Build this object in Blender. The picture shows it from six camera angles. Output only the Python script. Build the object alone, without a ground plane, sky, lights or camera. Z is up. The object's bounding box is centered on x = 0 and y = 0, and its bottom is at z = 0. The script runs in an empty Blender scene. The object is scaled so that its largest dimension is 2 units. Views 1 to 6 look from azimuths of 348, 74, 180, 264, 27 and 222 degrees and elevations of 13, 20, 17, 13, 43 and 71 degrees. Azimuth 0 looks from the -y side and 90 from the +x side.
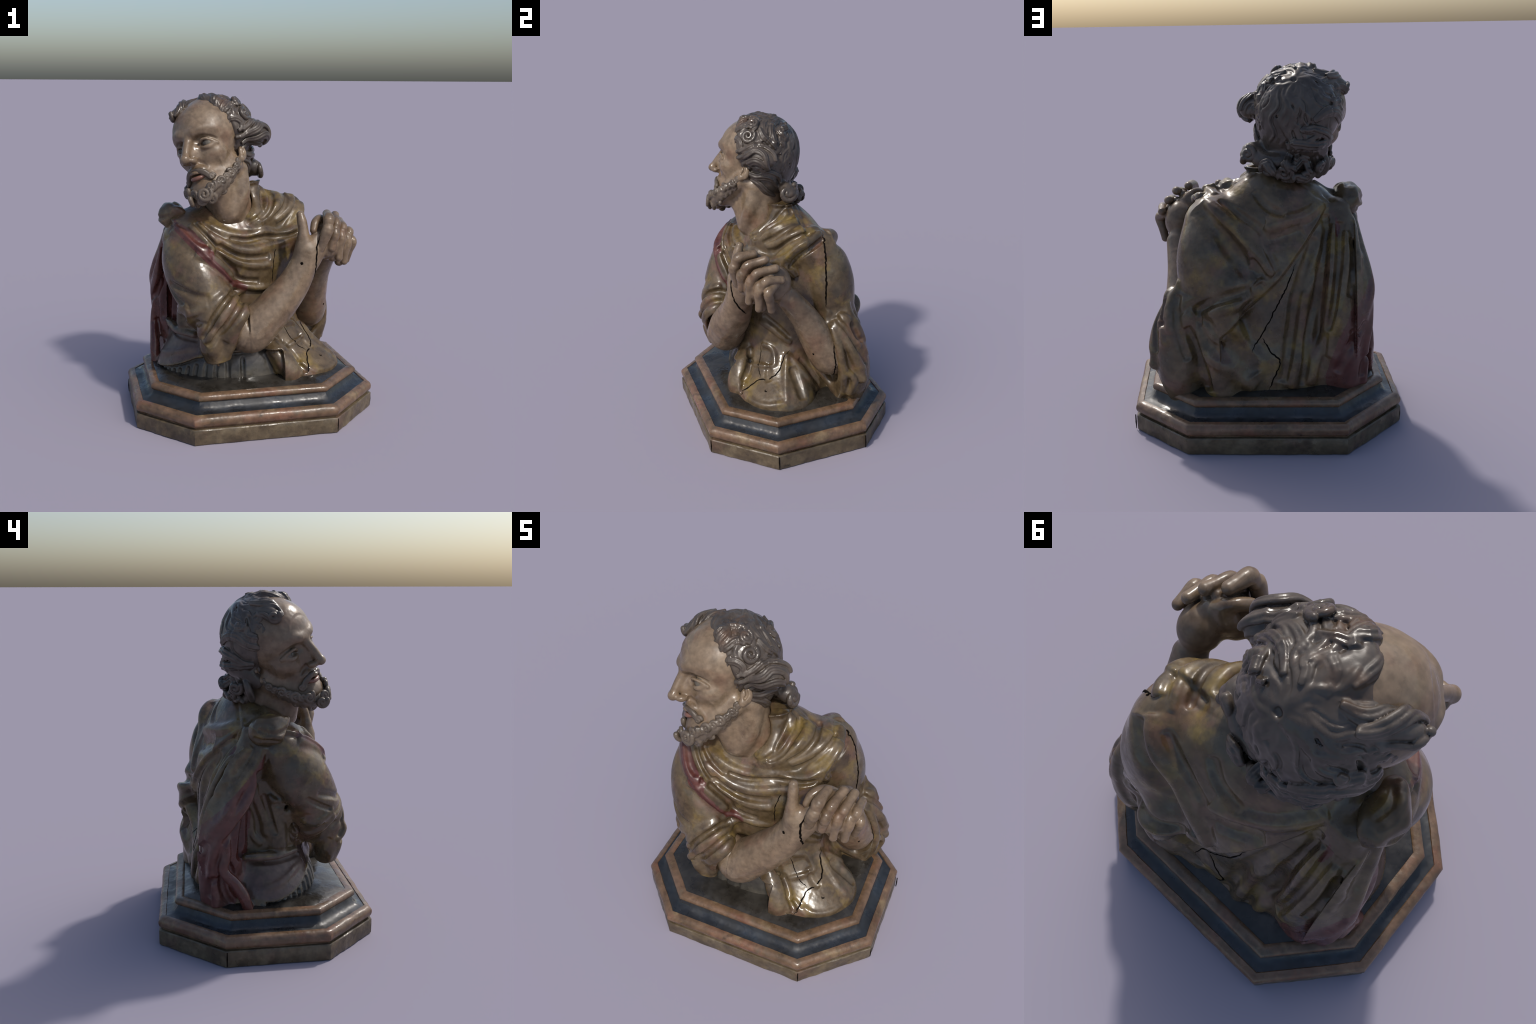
import bpy, math, time
import numpy as np
from mathutils import noise as mnoise

T0 = time.time()
A = lambda *v: np.array(v, dtype=np.float64)


# ------------------------------------------------------------------ implicit modelling kit
def spline(pts, step=0.012):
    """Catmull-Rom curve through control points (any dimension), resampled to about `step`."""
    p = np.asarray(pts, float)
    if len(p) < 3:
        n = max(2, int(np.linalg.norm((p[1] - p[0])[:3]) / step) + 1)
        t = np.linspace(0, 1, n)[:, None]
        return p[0] * (1 - t) + p[1] * t
    q = np.vstack([2 * p[0] - p[1], p, 2 * p[-1] - p[-2]])
    out = []
    for i in range(1, len(q) - 2):
        n = max(2, int(np.linalg.norm((q[i + 1] - q[i])[:3]) / step) + 1)
        t = np.linspace(0, 1, n, endpoint=False)[:, None]
        a, b, c, d = q[i - 1], q[i], q[i + 1], q[i + 2]
        out.append(0.5 * (2 * b + (c - a) * t + (2 * a - 5 * b + 4 * c - d) * t ** 2 + (3 * b - a - 3 * c + d) * t ** 3))
    out.append(p[-1:])
    return np.vstack(out)


def rot_z(deg):
    c, s = math.cos(math.radians(deg)), math.sin(math.radians(deg))
    return np.array([[c, s, 0], [-s, c, 0], [0, 0, 1]])


def axes(z, x):
    """Rows: local x, y, z axes with z along `z` and x near `x`."""
    z = np.asarray(z, float); z = z / np.linalg.norm(z)
    x = np.asarray(x, float); x = x - z * (x @ z); x = x / np.linalg.norm(x)
    return np.array([x, np.cross(z, x), z])


class Volume:
    gain, tight, crest = 1.0, 1.0, 2.0
    """A signed distance field on a grid, built up by smooth unions, cuts and folds."""

    def __init__(s, lo, hi, h):
        s.lo, s.h = np.asarray(lo, float), h
        s.n = np.ceil((np.asarray(hi) - s.lo) / h).astype(int) + 1
        s.ax = [(s.lo[i] + h * np.arange(s.n[i])).astype(np.float32) for i in range(3)]
        s.d = np.full(s.n, 0.25, np.float32)
        s.lab = np.zeros(s.n, np.int8)

    def box(s, lo, hi, pad):
        a = np.clip(np.floor((np.asarray(lo) - pad - s.lo) / s.h).astype(int), 0, s.n - 1)
        b = np.clip(np.ceil((np.asarray(hi) + pad - s.lo) / s.h).astype(int) + 1, 1, s.n)
        sl = tuple(slice(int(a[i]), int(max(b[i], a[i] + 1))) for i in range(3))
        xyz = (s.ax[0][sl[0]][:, None, None], s.ax[1][sl[1]][None, :, None], s.ax[2][sl[2]][None, None, :])
        return sl, xyz

    # -- boolean operators
    def join(s, sl, f, k, lab):
        d = s.d[sl]
        if lab is not None:
            L = s.lab[sl]; L[f < d] = lab
        if k > 0:
            h = np.maximum(k - np.abs(d - f), 0) / k
            s.d[sl] = np.minimum(d, f) - h * h * k * 0.25
        else:
            s.d[sl] = np.minimum(d, f)

    def carve(s, sl, f, k):
        d, f = s.d[sl], -f
        h = np.maximum(k - np.abs(d - f), 0) / max(k, 1e-6)
        s.d[sl] = np.maximum(d, f) + h * h * k * 0.25

    def put(s, sl, f, k, lab, cut):
        s.carve(sl, f, k) if cut else s.join(sl, f, k, lab)

    # -- primitives
    def ell(s, c, r, R=None, k=0.03, lab=None, cut=False):
        r = np.asarray(r, float); m = r.max()
        sl, (x, y, z) = s.box(np.asarray(c) - m, np.asarray(c) + m, k + 3 * s.h)
        x, y, z = x - c[0], y - c[1], z - c[2]
        if R is not None:
            x, y, z = (R[i][0] * x + R[i][1] * y + R[i][2] * z for i in range(3))
        k0 = np.sqrt((x / r[0]) ** 2 + (y / r[1]) ** 2 + (z / r[2]) ** 2) + 1e-6
        k1 = np.sqrt((x / r[0] ** 2) ** 2 + (y / r[1] ** 2) ** 2 + (z / r[2] ** 2) ** 2) + 1e-6
        s.put(sl, (k0 * (k0 - 1) / k1).astype(np.float32), k, lab, cut)

    def path(s, pts, pad):
        """Distance to a polyline with per-point attributes: returns slice, distance, attribute columns there."""
        p = np.asarray(pts, float)
        sl, (x, y, z) = s.box(p[:, :3].min(0), p[:, :3].max(0), pad)
        best = np.full((x.shape[0], y.shape[1], z.shape[2]), 9.0, np.float32)
        att = np.zeros(best.shape + (p.shape[1] - 3,), np.float32)
        o = [q.start for q in sl]
        for a, b in zip(p[:-1], p[1:]):
            s2, (x, y, z) = s.box(np.minimum(a, b)[:3], np.maximum(a, b)[:3], pad)
            loc = tuple(slice(q.start - o[i], q.stop - o[i]) for i, q in enumerate(s2))
            v = b[:3] - a[:3]
            vv = max(v @ v, 1e-12)
            t = np.clip(((x - a[0]) * v[0] + (y - a[1]) * v[1] + (z - a[2]) * v[2]) / vv, 0, 1)
            dd = np.sqrt((x - a[0] - t * v[0]) ** 2 + (y - a[1] - t * v[1]) ** 2 + (z - a[2] - t * v[2]) ** 2)
            cur = best[loc]
            m = dd < cur
            cur[m] = dd[m]
            for j in range(att.shape[-1]):
                val = a[3 + j] + t * (b[3 + j] - a[3 + j])
                att[loc][..., j][m] = val[m]
        return sl, best, att

    def tube(s, pts, k=0.02, lab=None, cut=False, smooth=True):
        """Tapered tube; each control point is (x, y, z, radius)."""
        p = spline(pts) if smooth else np.asarray(pts, float)
        rm = p[:, 3].max()
        sl, dd, att = s.path(p, rm + k + 3 * s.h)
        s.put(sl, dd - att[..., 0], k, lab, cut)

    def loft(s, rows, k=0.03, lab=None, cut=False, hard=0.0):
        """Stack of rotated ellipses: rows of (z, cx, cy, a, b, degrees)."""
        p = np.asarray(rows, float)
        zz = s.ax[2]
        zf = np.linspace(p[0, 0], p[-1, 0], 200)
        cols = []
        for j in range(1, 6):
            c = np.interp(zf, p[:, 0], p[:, j])
            w = np.ones(25) / 25
            c = np.convolve(np.pad(c, 12, mode="reflect", reflect_type="odd"), w, "valid")
            cols.append(np.interp(zz, zf, c).astype(np.float32)[None, None, :])
        cx, cy, a, b, th = cols
        th = np.radians(th)
        X, Y = s.ax[0][:, None, None] - cx, s.ax[1][None, :, None] - cy
        u, v = np.cos(th) * X + np.sin(th) * Y, -np.sin(th) * X + np.cos(th) * Y
        k0 = np.sqrt((u / a) ** 2 + (v / b) ** 2) + 1e-6
        k1 = np.sqrt((u / a ** 2) ** 2 + (v / b ** 2) ** 2) + 1e-6
        f = k0 * (k0 - 1) / k1
        Z = zz[None, None, :]
        f = np.maximum(f, np.maximum(p[0, 0] - Z, Z - p[-1, 0])).astype(np.float32)
        s.put(tuple(slice(0, int(n)) for n in s.n), f, k, lab, cut)

    # -- sampling
    def sample(s, P):
        q = np.clip((np.asarray(P) - s.lo) / s.h, 0, np.array(s.n) - 1.001)
        i = q.astype(int); f = q - i
        out = 0
        for dx in (0, 1):
            for dy in (0, 1):
                for dz in (0, 1):
                    w = (f[:, 0] if dx else 1 - f[:, 0]) * (f[:, 1] if dy else 1 - f[:, 1]) * (f[:, 2] if dz else 1 - f[:, 2])
                    out = out + w * s.d[i[:, 0] + dx, i[:, 1] + dy, i[:, 2] + dz]
        return out

    def normal(s, P):
        e = s.h
        g = np.stack([s.sample(P + e * np.eye(3)[j]) - s.sample(P - e * np.eye(3)[j]) for j in range(3)], 1)
        return g / (np.linalg.norm(g, axis=1, keepdims=True) + 1e-9)

    def snap(s, P, lift=0.0, n=5):
        """Bring points onto the surface."""
        P = np.array(P, float)
        for _ in range(n):
            P -= np.clip(s.sample(P), -0.04, 0.04)[:, None] * s.normal(P) * 0.9
        return P + lift * s.normal(P) if lift else P

    # -- cloth folds and grooves: swell the field along a curve lying on the surface
    def fold(s, pts, amp=0.02, w=0.02, p=2.0, side=0.0, taper=(0.25, 0.35), snap=True):
        amp *= s.gain if amp > 0 else s.gain * 1.3
        w *= s.tight if amp < 0 else 1.0
        p = p if amp < 0 else s.crest
        c = spline(np.asarray(pts, float)[:, :3], 0.015)
        if snap:
            c = s.snap(c)
        t = np.linspace(0, 1, len(c))
        e = np.clip(t / max(taper[0], 1e-3), 0, 1) * np.clip((1 - t) / max(taper[1], 1e-3), 0, 1)
        e = np.sqrt(np.clip(e, 0, 1))
        sl, dd, att = s.path(np.column_stack([c, amp * e]), 2.6 * w)
        s.d[sl] -= att[..., 0] * np.exp(-(dd / w) ** p)
        if side:
            nrm = s.normal(c)
            tan = np.gradient(c, axis=0); tan /= np.linalg.norm(tan, axis=1, keepdims=True) + 1e-9
            off = c + np.cross(nrm, tan) * w * 1.5 * np.sign(side)
            sl, dd, att = s.path(np.column_stack([off, amp * abs(side) * e]), 2.2 * w)
            s.d[sl] += att[..., 0] * np.exp(-(dd / (w * 0.8)) ** 2)

    def layer(s, lo, hi, fn, t, e=0.008, lab=None, keep=()):
        """Raise a sheet of cloth of thickness t where fn(x, y, z) > 0, with an edge about e wide; relabel it."""
        sl, (x, y, z) = s.box(lo, hi, 0)
        f = fn(x, y, z) + 0 * (x + y + z)
        w = np.clip(f / e * 0.5 + 0.5, 0, 1)
        s.d[sl] -= (t * w * w * (3 - 2 * w)).astype(np.float32)
        if lab is not None:
            L = s.lab[sl]
            m = f > 0
            for i in keep:
                m &= L != i
            L[m] = lab

    def sharpen(s, radius, strength):
        """Exaggerate carving: push the surface away from its own blurred shape."""
        b = np.clip(s.d, -0.08, 0.08)
        c = b.copy()
        r = radius
        for _ in range(2):
            for ax in range(3):
                q = np.concatenate([np.repeat(np.take(b, [0], ax), r + 1, ax), b, np.repeat(np.take(b, [-1], ax), r, ax)], ax)
                q = np.cumsum(q, axis=ax, dtype=np.float32)
                n = b.shape[ax]
                hi = [slice(None)] * 3; lo = [slice(None)] * 3
                hi[ax] = slice(2 * r + 1, 2 * r + 1 + n); lo[ax] = slice(0, n)
                b = (q[tuple(hi)] - q[tuple(lo)]) / (2 * r + 1)
        near = np.abs(s.d) < 0.05
        s.d[near] += strength * np.clip(c - b, -0.012, 0.012)[near]

    def relabel(s, lo, hi, fn, lab, only):
        sl, (x, y, z) = s.box(lo, hi, 0)
        L = s.lab[sl]
        L[(fn(x, y, z) + 0 * (x + y + z) > 0) & np.isin(L, only)] = lab

    # -- surface extraction (surface nets)
    def mesh(s):
        d = s.d
        neg = d < 0
        nx, ny, nz = s.n
        c = neg[:-1, :-1, :-1].astype(np.uint8)
        for o in [(1, 0, 0), (0, 1, 0), (0, 0, 1), (1, 1, 0), (1, 0, 1), (0, 1, 1), (1, 1, 1)]:
            c += neg[o[0]:nx - 1 + o[0], o[1]:ny - 1 + o[1], o[2]:nz - 1 + o[2]]
        cell = np.argwhere((c > 0) & (c < 8))
        vid = np.full((nx - 1, ny - 1, nz - 1), -1, np.int32)
        vid[cell[:, 0], cell[:, 1], cell[:, 2]] = np.arange(len(cell))
        corner = {o: d[cell[:, 0] + o[0], cell[:, 1] + o[1], cell[:, 2] + o[2]].astype(np.float64) for o in np.ndindex(2, 2, 2)}
        acc, cnt = np.zeros((len(cell), 3)), np.zeros(len(cell))
        for ax in range(3):
            for o in np.ndindex(2, 2):
                a = list(o); a.insert(ax, 0); b = list(o); b.insert(ax, 1)
                da, db = corner[tuple(a)], corner[tuple(b)]
                m = (da < 0) != (db < 0)
                t = da[m] / (da[m] - db[m])
                p = np.tile(np.array(a, float), (m.sum(), 1)); p[:, ax] = t
                acc[m] += p; cnt[m] += 1
        V = s.lo + s.h * (cell + acc / cnt[:, None])
        faces = []
        for ax in range(3):
            sl0 = [slice(1, -1)] * 3; sl0[ax] = slice(0, -1)
            sl1 = [slice(1, -1)] * 3; sl1[ax] = slice(1, None)
            n0, n1 = neg[tuple(sl0)], neg[tuple(sl1)]
            e = np.argwhere(n0 != n1)
            flip = n0[e[:, 0], e[:, 1], e[:, 2]]
            e = e + np.array([0 if i == ax else 1 for i in range(3)])
            b, cc = (ax + 1) % 3, (ax + 2) % 3
            q = []
            for ob, oc in ((0, 0), (-1, 0), (-1, -1), (0, -1)):
                i = e.copy(); i[:, b] += ob; i[:, cc] += oc
                q.append(vid[i[:, 0], i[:, 1], i[:, 2]])
            q = np.stack(q, 1)
            q[~flip] = q[~flip][:, ::-1]
            faces.append(q)
        Fc = np.vstack(faces)
        Fc = Fc[(Fc >= 0).all(1)]
        mid = np.clip(((V[Fc].mean(1) - s.lo) / s.h).round().astype(int), 0, np.array(s.n) - 1)
        return V, Fc, s.lab[mid[:, 0], mid[:, 1], mid[:, 2]]


# ------------------------------------------------------------------ mesh objects
def add_object(name, data, parent, mat=None):
    o = bpy.data.objects.new(name, data)
    bpy.context.scene.collection.objects.link(o)
    o.parent = parent
    if mat:
        data.materials.append(mat)
    return o


def raw_mesh(name, V, Fc, normals=None):
    me = bpy.data.meshes.new(name)
    me.vertices.add(len(V)); me.vertices.foreach_set("co", np.ascontiguousarray(V, np.float32).ravel())
    n = Fc.shape[1]
    me.loops.add(Fc.size); me.loops.foreach_set("vertex_index", np.ascontiguousarray(Fc, np.int32).ravel())
    me.polygons.add(len(Fc)); me.polygons.foreach_set("loop_start", np.arange(0, Fc.size, n, dtype=np.int32))
    me.update(calc_edges=True)
    me.polygons.foreach_set("use_smooth", np.ones(len(Fc), bool))
    if normals is not None:
        me.normals_split_custom_set_from_vertices(normals.astype(np.float32))
    return me


def vertex_normals(V, Fc):
    a, b, c, d = (V[Fc[:, i]] for i in range(4))
    fn = np.cross(c - a, d - b)
    N = np.zeros_like(V)
    for i in range(4):
        np.add.at(N, Fc[:, i], fn)
    return N / (np.linalg.norm(N, axis=1, keepdims=True) + 1e-12)


def split_regions(vol, spec, parent, frame=None, smooth_labels=8):
    """One smooth surface, separated by region into objects with shared border vertices and normals.
    spec: {label: (name, material, parent or None)}"""
    V, Fc, lab = vol.mesh()
    comp = np.arange(len(V))            # drop stray crumbs: keep only sizeable connected pieces
    for _ in range(60):
        m = comp[Fc].min(1)
        new = comp.copy()
        for q in range(4):
            np.minimum.at(new, Fc[:, q], m)
        new = new[new]
        if (new == comp).all():
            break
        comp = new
    size = np.bincount(comp[Fc[:, 0]], minlength=len(V))
    keep = size[comp[Fc[:, 0]]] > 1500
    Fc, lab = Fc[keep], lab[keep]
    if frame is not None:
        O, R = frame
        V = O + V @ R
    N = vertex_normals(V, Fc)
    for _ in range(smooth_labels):      # majority smoothing of the borders between regions
        ids = sorted(spec)
        votes = np.zeros((len(V), len(ids)), np.float32)
        for j, i in enumerate(ids):
            m = lab == i
            for q in range(4):
                np.add.at(votes[:, j], Fc[m, q], 1)
        fv = votes[Fc].sum(1)
        lab = np.array(ids)[fv.argmax(1)]
    made = {}
    for i, (name, mat, par) in spec.items():
        f = Fc[lab == i]
        if not len(f):
            continue
        used, inv = np.unique(f, return_inverse=True)
        me = raw_mesh(name, V[used], inv.reshape(f.shape), N[used])
        made[i] = add_object(name, me, made[par] if isinstance(par, int) else (par or parent), mat)
    return made


# ------------------------------------------------------------------ materials
def material(name, stops, scale=6.0, rough=(0.25, 0.45), grain=0.15, tint=None, coat=0.0, detail=5.0, spec=0.5):
    """stops: colours mixed by noise; tint: list of (colour, noise scale, threshold, amount)."""
    m = bpy.data.materials.new(name)
    m.use_nodes = True
    nt = m.node_tree
    bs = nt.nodes["Principled BSDF"]
    N = lambda t: nt.nodes.new("ShaderNode" + t)
    co = N("TexCoord").outputs["Object"]

    def nz(sc, det=detail, off=0.0):
        mp = N("Mapping"); mp.inputs["Location"].default_value = (off, off * 1.7, off * 0.6)
        nt.links.new(co, mp.inputs["Vector"])
        n = N("TexNoise"); n.inputs["Scale"].default_value = sc; n.inputs["Detail"].default_value = det
        n.inputs["Roughness"].default_value = 0.6
        nt.links.new(mp.outputs[0], n.inputs["Vector"])
        return n.outputs["Fac"]

    def ramp(fac, a, b, ca=None, cb=None):
        r = N("ValToRGB"); nt.links.new(fac, r.inputs[0])
        r.color_ramp.elements[0].position, r.color_ramp.elements[1].position = a, b
        if ca is not None:
            r.color_ramp.elements[0].color, r.color_ramp.elements[1].color = (*ca, 1), (*cb, 1)
        return r

    r = ramp(nz(scale), 0.3, 0.7, stops[0], stops[-1])
    for i, c in enumerate(stops[1:-1]):
        e = r.color_ramp.elements.new(0.3 + 0.4 * (i + 1) / (len(stops) - 1)); e.color = (*c, 1)
    col = r.outputs[0]
    for j, (c, sc, th, am) in enumerate(tint or []):
        msk = ramp(nz(sc, 4.0, 3.1 + 2.3 * j), th, th + 0.12, (0, 0, 0), (am, am, am))
        mx = N("Mix"); mx.data_type = "RGBA"
        nt.links.new(msk.outputs[0], mx.inputs["Factor"])
        nt.links.new(col, mx.inputs["A"]); mx.inputs["B"].default_value = (*c, 1)
        col = mx.outputs["Result"]
    mot = ramp(nz(28.0, 6.0, 13.0), 0.32, 0.68, (0.72, 0.71, 0.69), (1.22, 1.21, 1.2))
    mm = N("Mix"); mm.data_type = "RGBA"; mm.blend_type = "MULTIPLY"; mm.inputs["Factor"].default_value = 1.0
    nt.links.new(col, mm.inputs["A"]); nt.links.new(mot.outputs[0], mm.inputs["B"])
    col = mm.outputs["Result"]
    nt.links.new(col, bs.inputs["Base Color"])
    rr = ramp(nz(7.0, 4.0, 9.0), 0.36, 0.58, (rough[0],) * 3, (rough[1],) * 3)
    nt.links.new(rr.outputs[0], bs.inputs["Roughness"])
    bs.inputs["Specular IOR Level"].default_value = spec
    bs.inputs["Coat Weight"].default_value = coat
    bs.inputs["Coat Roughness"].default_value = 0.12
    if grain:
        bp = N("Bump"); bp.inputs["Strength"].default_value = grain; bp.inputs["Distance"].default_value = 0.01
        nt.links.new(nz(45.0, 4.0, 5.0), bp.inputs["Height"])
        wave = N("Bump"); wave.inputs["Strength"].default_value = 0.35; wave.inputs["Distance"].default_value = 0.012
        nt.links.new(nz(13.0, 2.0, 7.0), wave.inputs["Height"])
        nt.links.new(wave.outputs[0], bp.inputs["Normal"])
        nt.links.new(bp.outputs[0], bs.inputs["Normal"])
    return m


YEL, PINK, GRN = (0.185, 0.128, 0.036), (0.125, 0.066, 0.046), (0.06, 0.062, 0.052)
UMBER = (0.038, 0.024, 0.012)
M_SKIN = material("painted_skin", [(0.105, 0.068, 0.040), (0.165, 0.117, 0.075), (0.205, 0.153, 0.102)], 3.2, (0.13, 0.50), 0.03, [((0.145, 0.075, 0.044), 5.0, 0.55, 0.5), ((0.080, 0.050, 0.028), 7.0, 0.56, 0.6)])
M_LIP = material("painted_lip", [(0.14, 0.065, 0.047), (0.165, 0.082, 0.06)], 9, (0.2, 0.3), 0.03)
M_HAIR = material("painted_hair", [(0.036, 0.028, 0.022), (0.066, 0.052, 0.041), (0.098, 0.079, 0.063)], 5.0, (0.13, 0.50), 0.05, [((0.10, 0.052, 0.026), 4.0, 0.62, 0.6)])
M_BEARD = material("painted_beard", [(0.058, 0.044, 0.032), (0.098, 0.076, 0.056), (0.13, 0.103, 0.077)], 7.0, (0.13, 0.50), 0.05)
M_EYE = material("painted_eye", [(0.08, 0.07, 0.054), (0.12, 0.105, 0.08)], 9, (0.12, 0.2), 0.02)
M_TUNIC = material("gilded_tunic", [(0.048, 0.032, 0.017), (0.093, 0.065, 0.035), (0.14, 0.105, 0.063)], 5.0, (0.10, 0.38), 0.06, [(GRN, 4.0, 0.56, 0.45), (YEL, 6.5, 0.54, 0.65), (PINK, 5.0, 0.53, 0.65), (UMBER, 8.0, 0.56, 0.65)])
M_CLOAK = material("gilded_cloak", [(0.046, 0.030, 0.015), (0.09, 0.062, 0.032), (0.136, 0.10, 0.058)], 4.5, (0.10, 0.38), 0.06, [(GRN, 4.0, 0.57, 0.45), (YEL, 6.0, 0.53, 0.7), (PINK, 4.5, 0.53, 0.65), (UMBER, 8.0, 0.56, 0.65)])
M_LINING = material("red_lining", [(0.055, 0.014, 0.011), (0.088, 0.029, 0.023), (0.11, 0.056, 0.044)], 4.5, (0.13, 0.45), 0.05)
M_PEPLUM = material("mauve_tunic_hem", [(0.052, 0.029, 0.023), (0.085, 0.053, 0.042), (0.112, 0.078, 0.055)], 4.5, (0.13, 0.45), 0.05, [((0.105, 0.086, 0.05), 4.0, 0.57, 0.6)])
M_SKIRT = material("dark_skirt", [(0.023, 0.021, 0.018), (0.044, 0.040, 0.033), (0.068, 0.06, 0.046)], 6, (0.13, 0.45), 0.05)
M_MOULD = material("gilded_moulding", [(0.080, 0.050, 0.027), (0.135, 0.082, 0.047), (0.17, 0.102, 0.064)], 5, (0.18, 0.4), 0.12, [((0.21, 0.155, 0.085), 9, 0.58, 0.65), ((0.15, 0.062, 0.036), 4, 0.52, 0.6), ((0.085, 0.088, 0.066), 6, 0.58, 0.5), ((0.05, 0.035, 0.022), 14, 0.60, 0.65)])
M_COVE = material("blue_cove", [(0.013, 0.013, 0.013), (0.019, 0.021, 0.024), (0.025, 0.031, 0.039)], 5, (0.13, 0.50), 0.05)
M_PANEL = material("dark_panel", [(0.015, 0.013, 0.010), (0.026, 0.023, 0.019), (0.040, 0.037, 0.032)], 6, (0.15, 0.4), 0.06)
M_SLAB = material("worn_slab", [(0.06, 0.043, 0.025), (0.10, 0.075, 0.043), (0.135, 0.106, 0.066)], 7, (0.22, 0.5), 0.2, [((0.045, 0.034, 0.022), 12, 0.56, 0.65), ((0.12, 0.068, 0.046), 5, 0.58, 0.5)])
M_DARK = material("dark_inlay", [(0.004, 0.003, 0.002), (0.007, 0.005, 0.004)], 20, (0.8, 0.9), 0.0, spec=0.05)  # near-black colour for crack strips and nail spots, in place of real depth
M_IRIS = material("painted_iris", [(0.045, 0.038, 0.028), (0.065, 0.055, 0.042)], 30, (0.15, 0.25), 0.0)

# ------------------------------------------------------------------ the thing
bust = bpy.data.objects.new("saint_bust", None)
bpy.context.scene.collection.objects.link(bust)
bust["label"] = "painted carved wooden bust of a bearded praying saint"
bust["category"] = "statue"


# ------------------------------------------------------------------ plinth: mitred octagon swept by a profile
OUTLINE = [(0.768, -0.264), (0.724, 0.328), (0.410, 0.606), (-0.444, 0.630), (-0.770, 0.268), (-0.745, -0.316), (-0.428, -0.626), (0.440, -0.610)]


def octagon(inset, n_edge=24):
    """The plinth's slightly irregular octagon, every edge moved inwards by `inset`."""
    P = np.array(OUTLINE)
    n = len(P)
    lines = []
    for i in range(n):
        d = P[(i + 1) % n] - P[i]
        nrm = A(-d[1], d[0]) / np.linalg.norm(d)
        lines.append((nrm, nrm @ P[i] + inset))
    c = [np.linalg.solve(np.array([lines[i - 1][0], lines[i][0]]), A(lines[i - 1][1], lines[i][1])) for i in range(n)]
    out = []
    for i in range(n):
        p, q = c[i], c[(i + 1) % n]
        for j in range(n_edge):
            out.append(p + (q - p) * j / n_edge)
    return np.array(out)


def swept(name, profile, mat, parent, rough=0.002, seed=0.0, cap=None):
    rings = [octagon(d) for d, z in profile]
    V = []
    for (d, z), ring in zip(profile, rings):
        for p in ring:
            w = rough * mnoise.noise((p[0] * 9 + seed, p[1] * 9, z * 9)) + rough * mnoise.noise((p[0] * 30, p[1] * 30 + seed, z * 30))
            l = np.linalg.norm(p)
            V.append((p[0] * (1 + w / l), p[1] * (1 + w / l), z + (0.6 * w if z > 0.01 else 0)))
    n, m = len(rings[0]), len(profile)
    Fc = np.array([(i * n + j, i * n + (j + 1) % n, (i + 1) * n + (j + 1) % n, (i + 1) * n + j) for i in range(m - 1) for j in range(n)])
    me = bpy.data.meshes.new(name)
    faces = [tuple(f) for f in Fc]
    if cap in ("both", "bottom"):
        faces.append(tuple(range(n - 1, -1, -1)))
    if cap in ("both", "top"):
        faces.append(tuple((m - 1) * n + j for j in range(n)))
    me.from_pydata(V, [], faces)
    me.polygons.foreach_set("use_smooth", np.ones(len(me.polygons), bool))
    o = add_object(name, me, parent, mat)
    me.set_sharp_from_angle(angle=math.radians(38))
    return o


slab = swept("base_slab", [(0.02, 0.0), (0.004, 0.0), (0.0, 0.005), (0.0, 0.05), (0.0, 0.088), (0.005, 0.094), (0.03, 0.096)], M_SLAB, bust, 0.0035, 1.0, "both")
def arc(cx, cz, rx, rz, a0, a1, n=10):
    return [(cx - rx * math.cos(math.radians(a)), cz + rz * math.sin(math.radians(a))) for a in np.linspace(a0, a1, n)]
swept("lower_moulding", [(0.05, 0.090), (0.02, 0.094)] + arc(0.028, 0.135, 0.030, 0.036, -75, 80, 12) + [(0.03, 0.172), (0.040, 0.173), (0.05, 0.16)], M_MOULD, bust, 0.002, 2.0)
swept("cove_moulding", [(0.036, 0.150), (0.040, 0.168), (0.052, 0.170), (0.07, 0.172), (0.09, 0.181), (0.102, 0.195), (0.110, 0.215), (0.118, 0.23), (0.13, 0.235)], M_COVE, bust, 0.0012, 3.0)
swept("upper_moulding", [(0.14, 0.215), (0.112, 0.222)] + arc(0.116, 0.243, 0.020, 0.022, -75, 80, 9) + [(0.122, 0.267), (0.140, 0.268), (0.148, 0.266), (0.150, 0.262), (0.153, 0.23)], M_MOULD, bust, 0.0015, 4.0)
swept("top_panel", [(0.145, 0.20), (0.148, 0.264), (0.17, 0.272), (0.21, 0.280), (0.26, 0.284)], M_PANEL, bust, 0.0012, 5.0, "top")

def dark_strip(name, pts, r, parent):
    p = np.array(pts, float)
    V, F = [], []
    for i, q in enumerate(p):
        for j in range(6):
            a = 2 * math.pi * j / 6
            V.append(q + r[i] * A(math.cos(a), math.sin(a), 0.0 if abs(p[-1] - p[0])[2] > 0.03 else math.sin(2 * a) * 0.3))
    F = np.array([(i * 6 + j, i * 6 + (j + 1) % 6, (i + 1) * 6 + (j + 1) % 6, (i + 1) * 6 + j) for i in range(len(p) - 1) for j in range(6)])
    return add_object(name, raw_mesh(name, np.array(V), F), parent, M_DARK)


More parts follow.
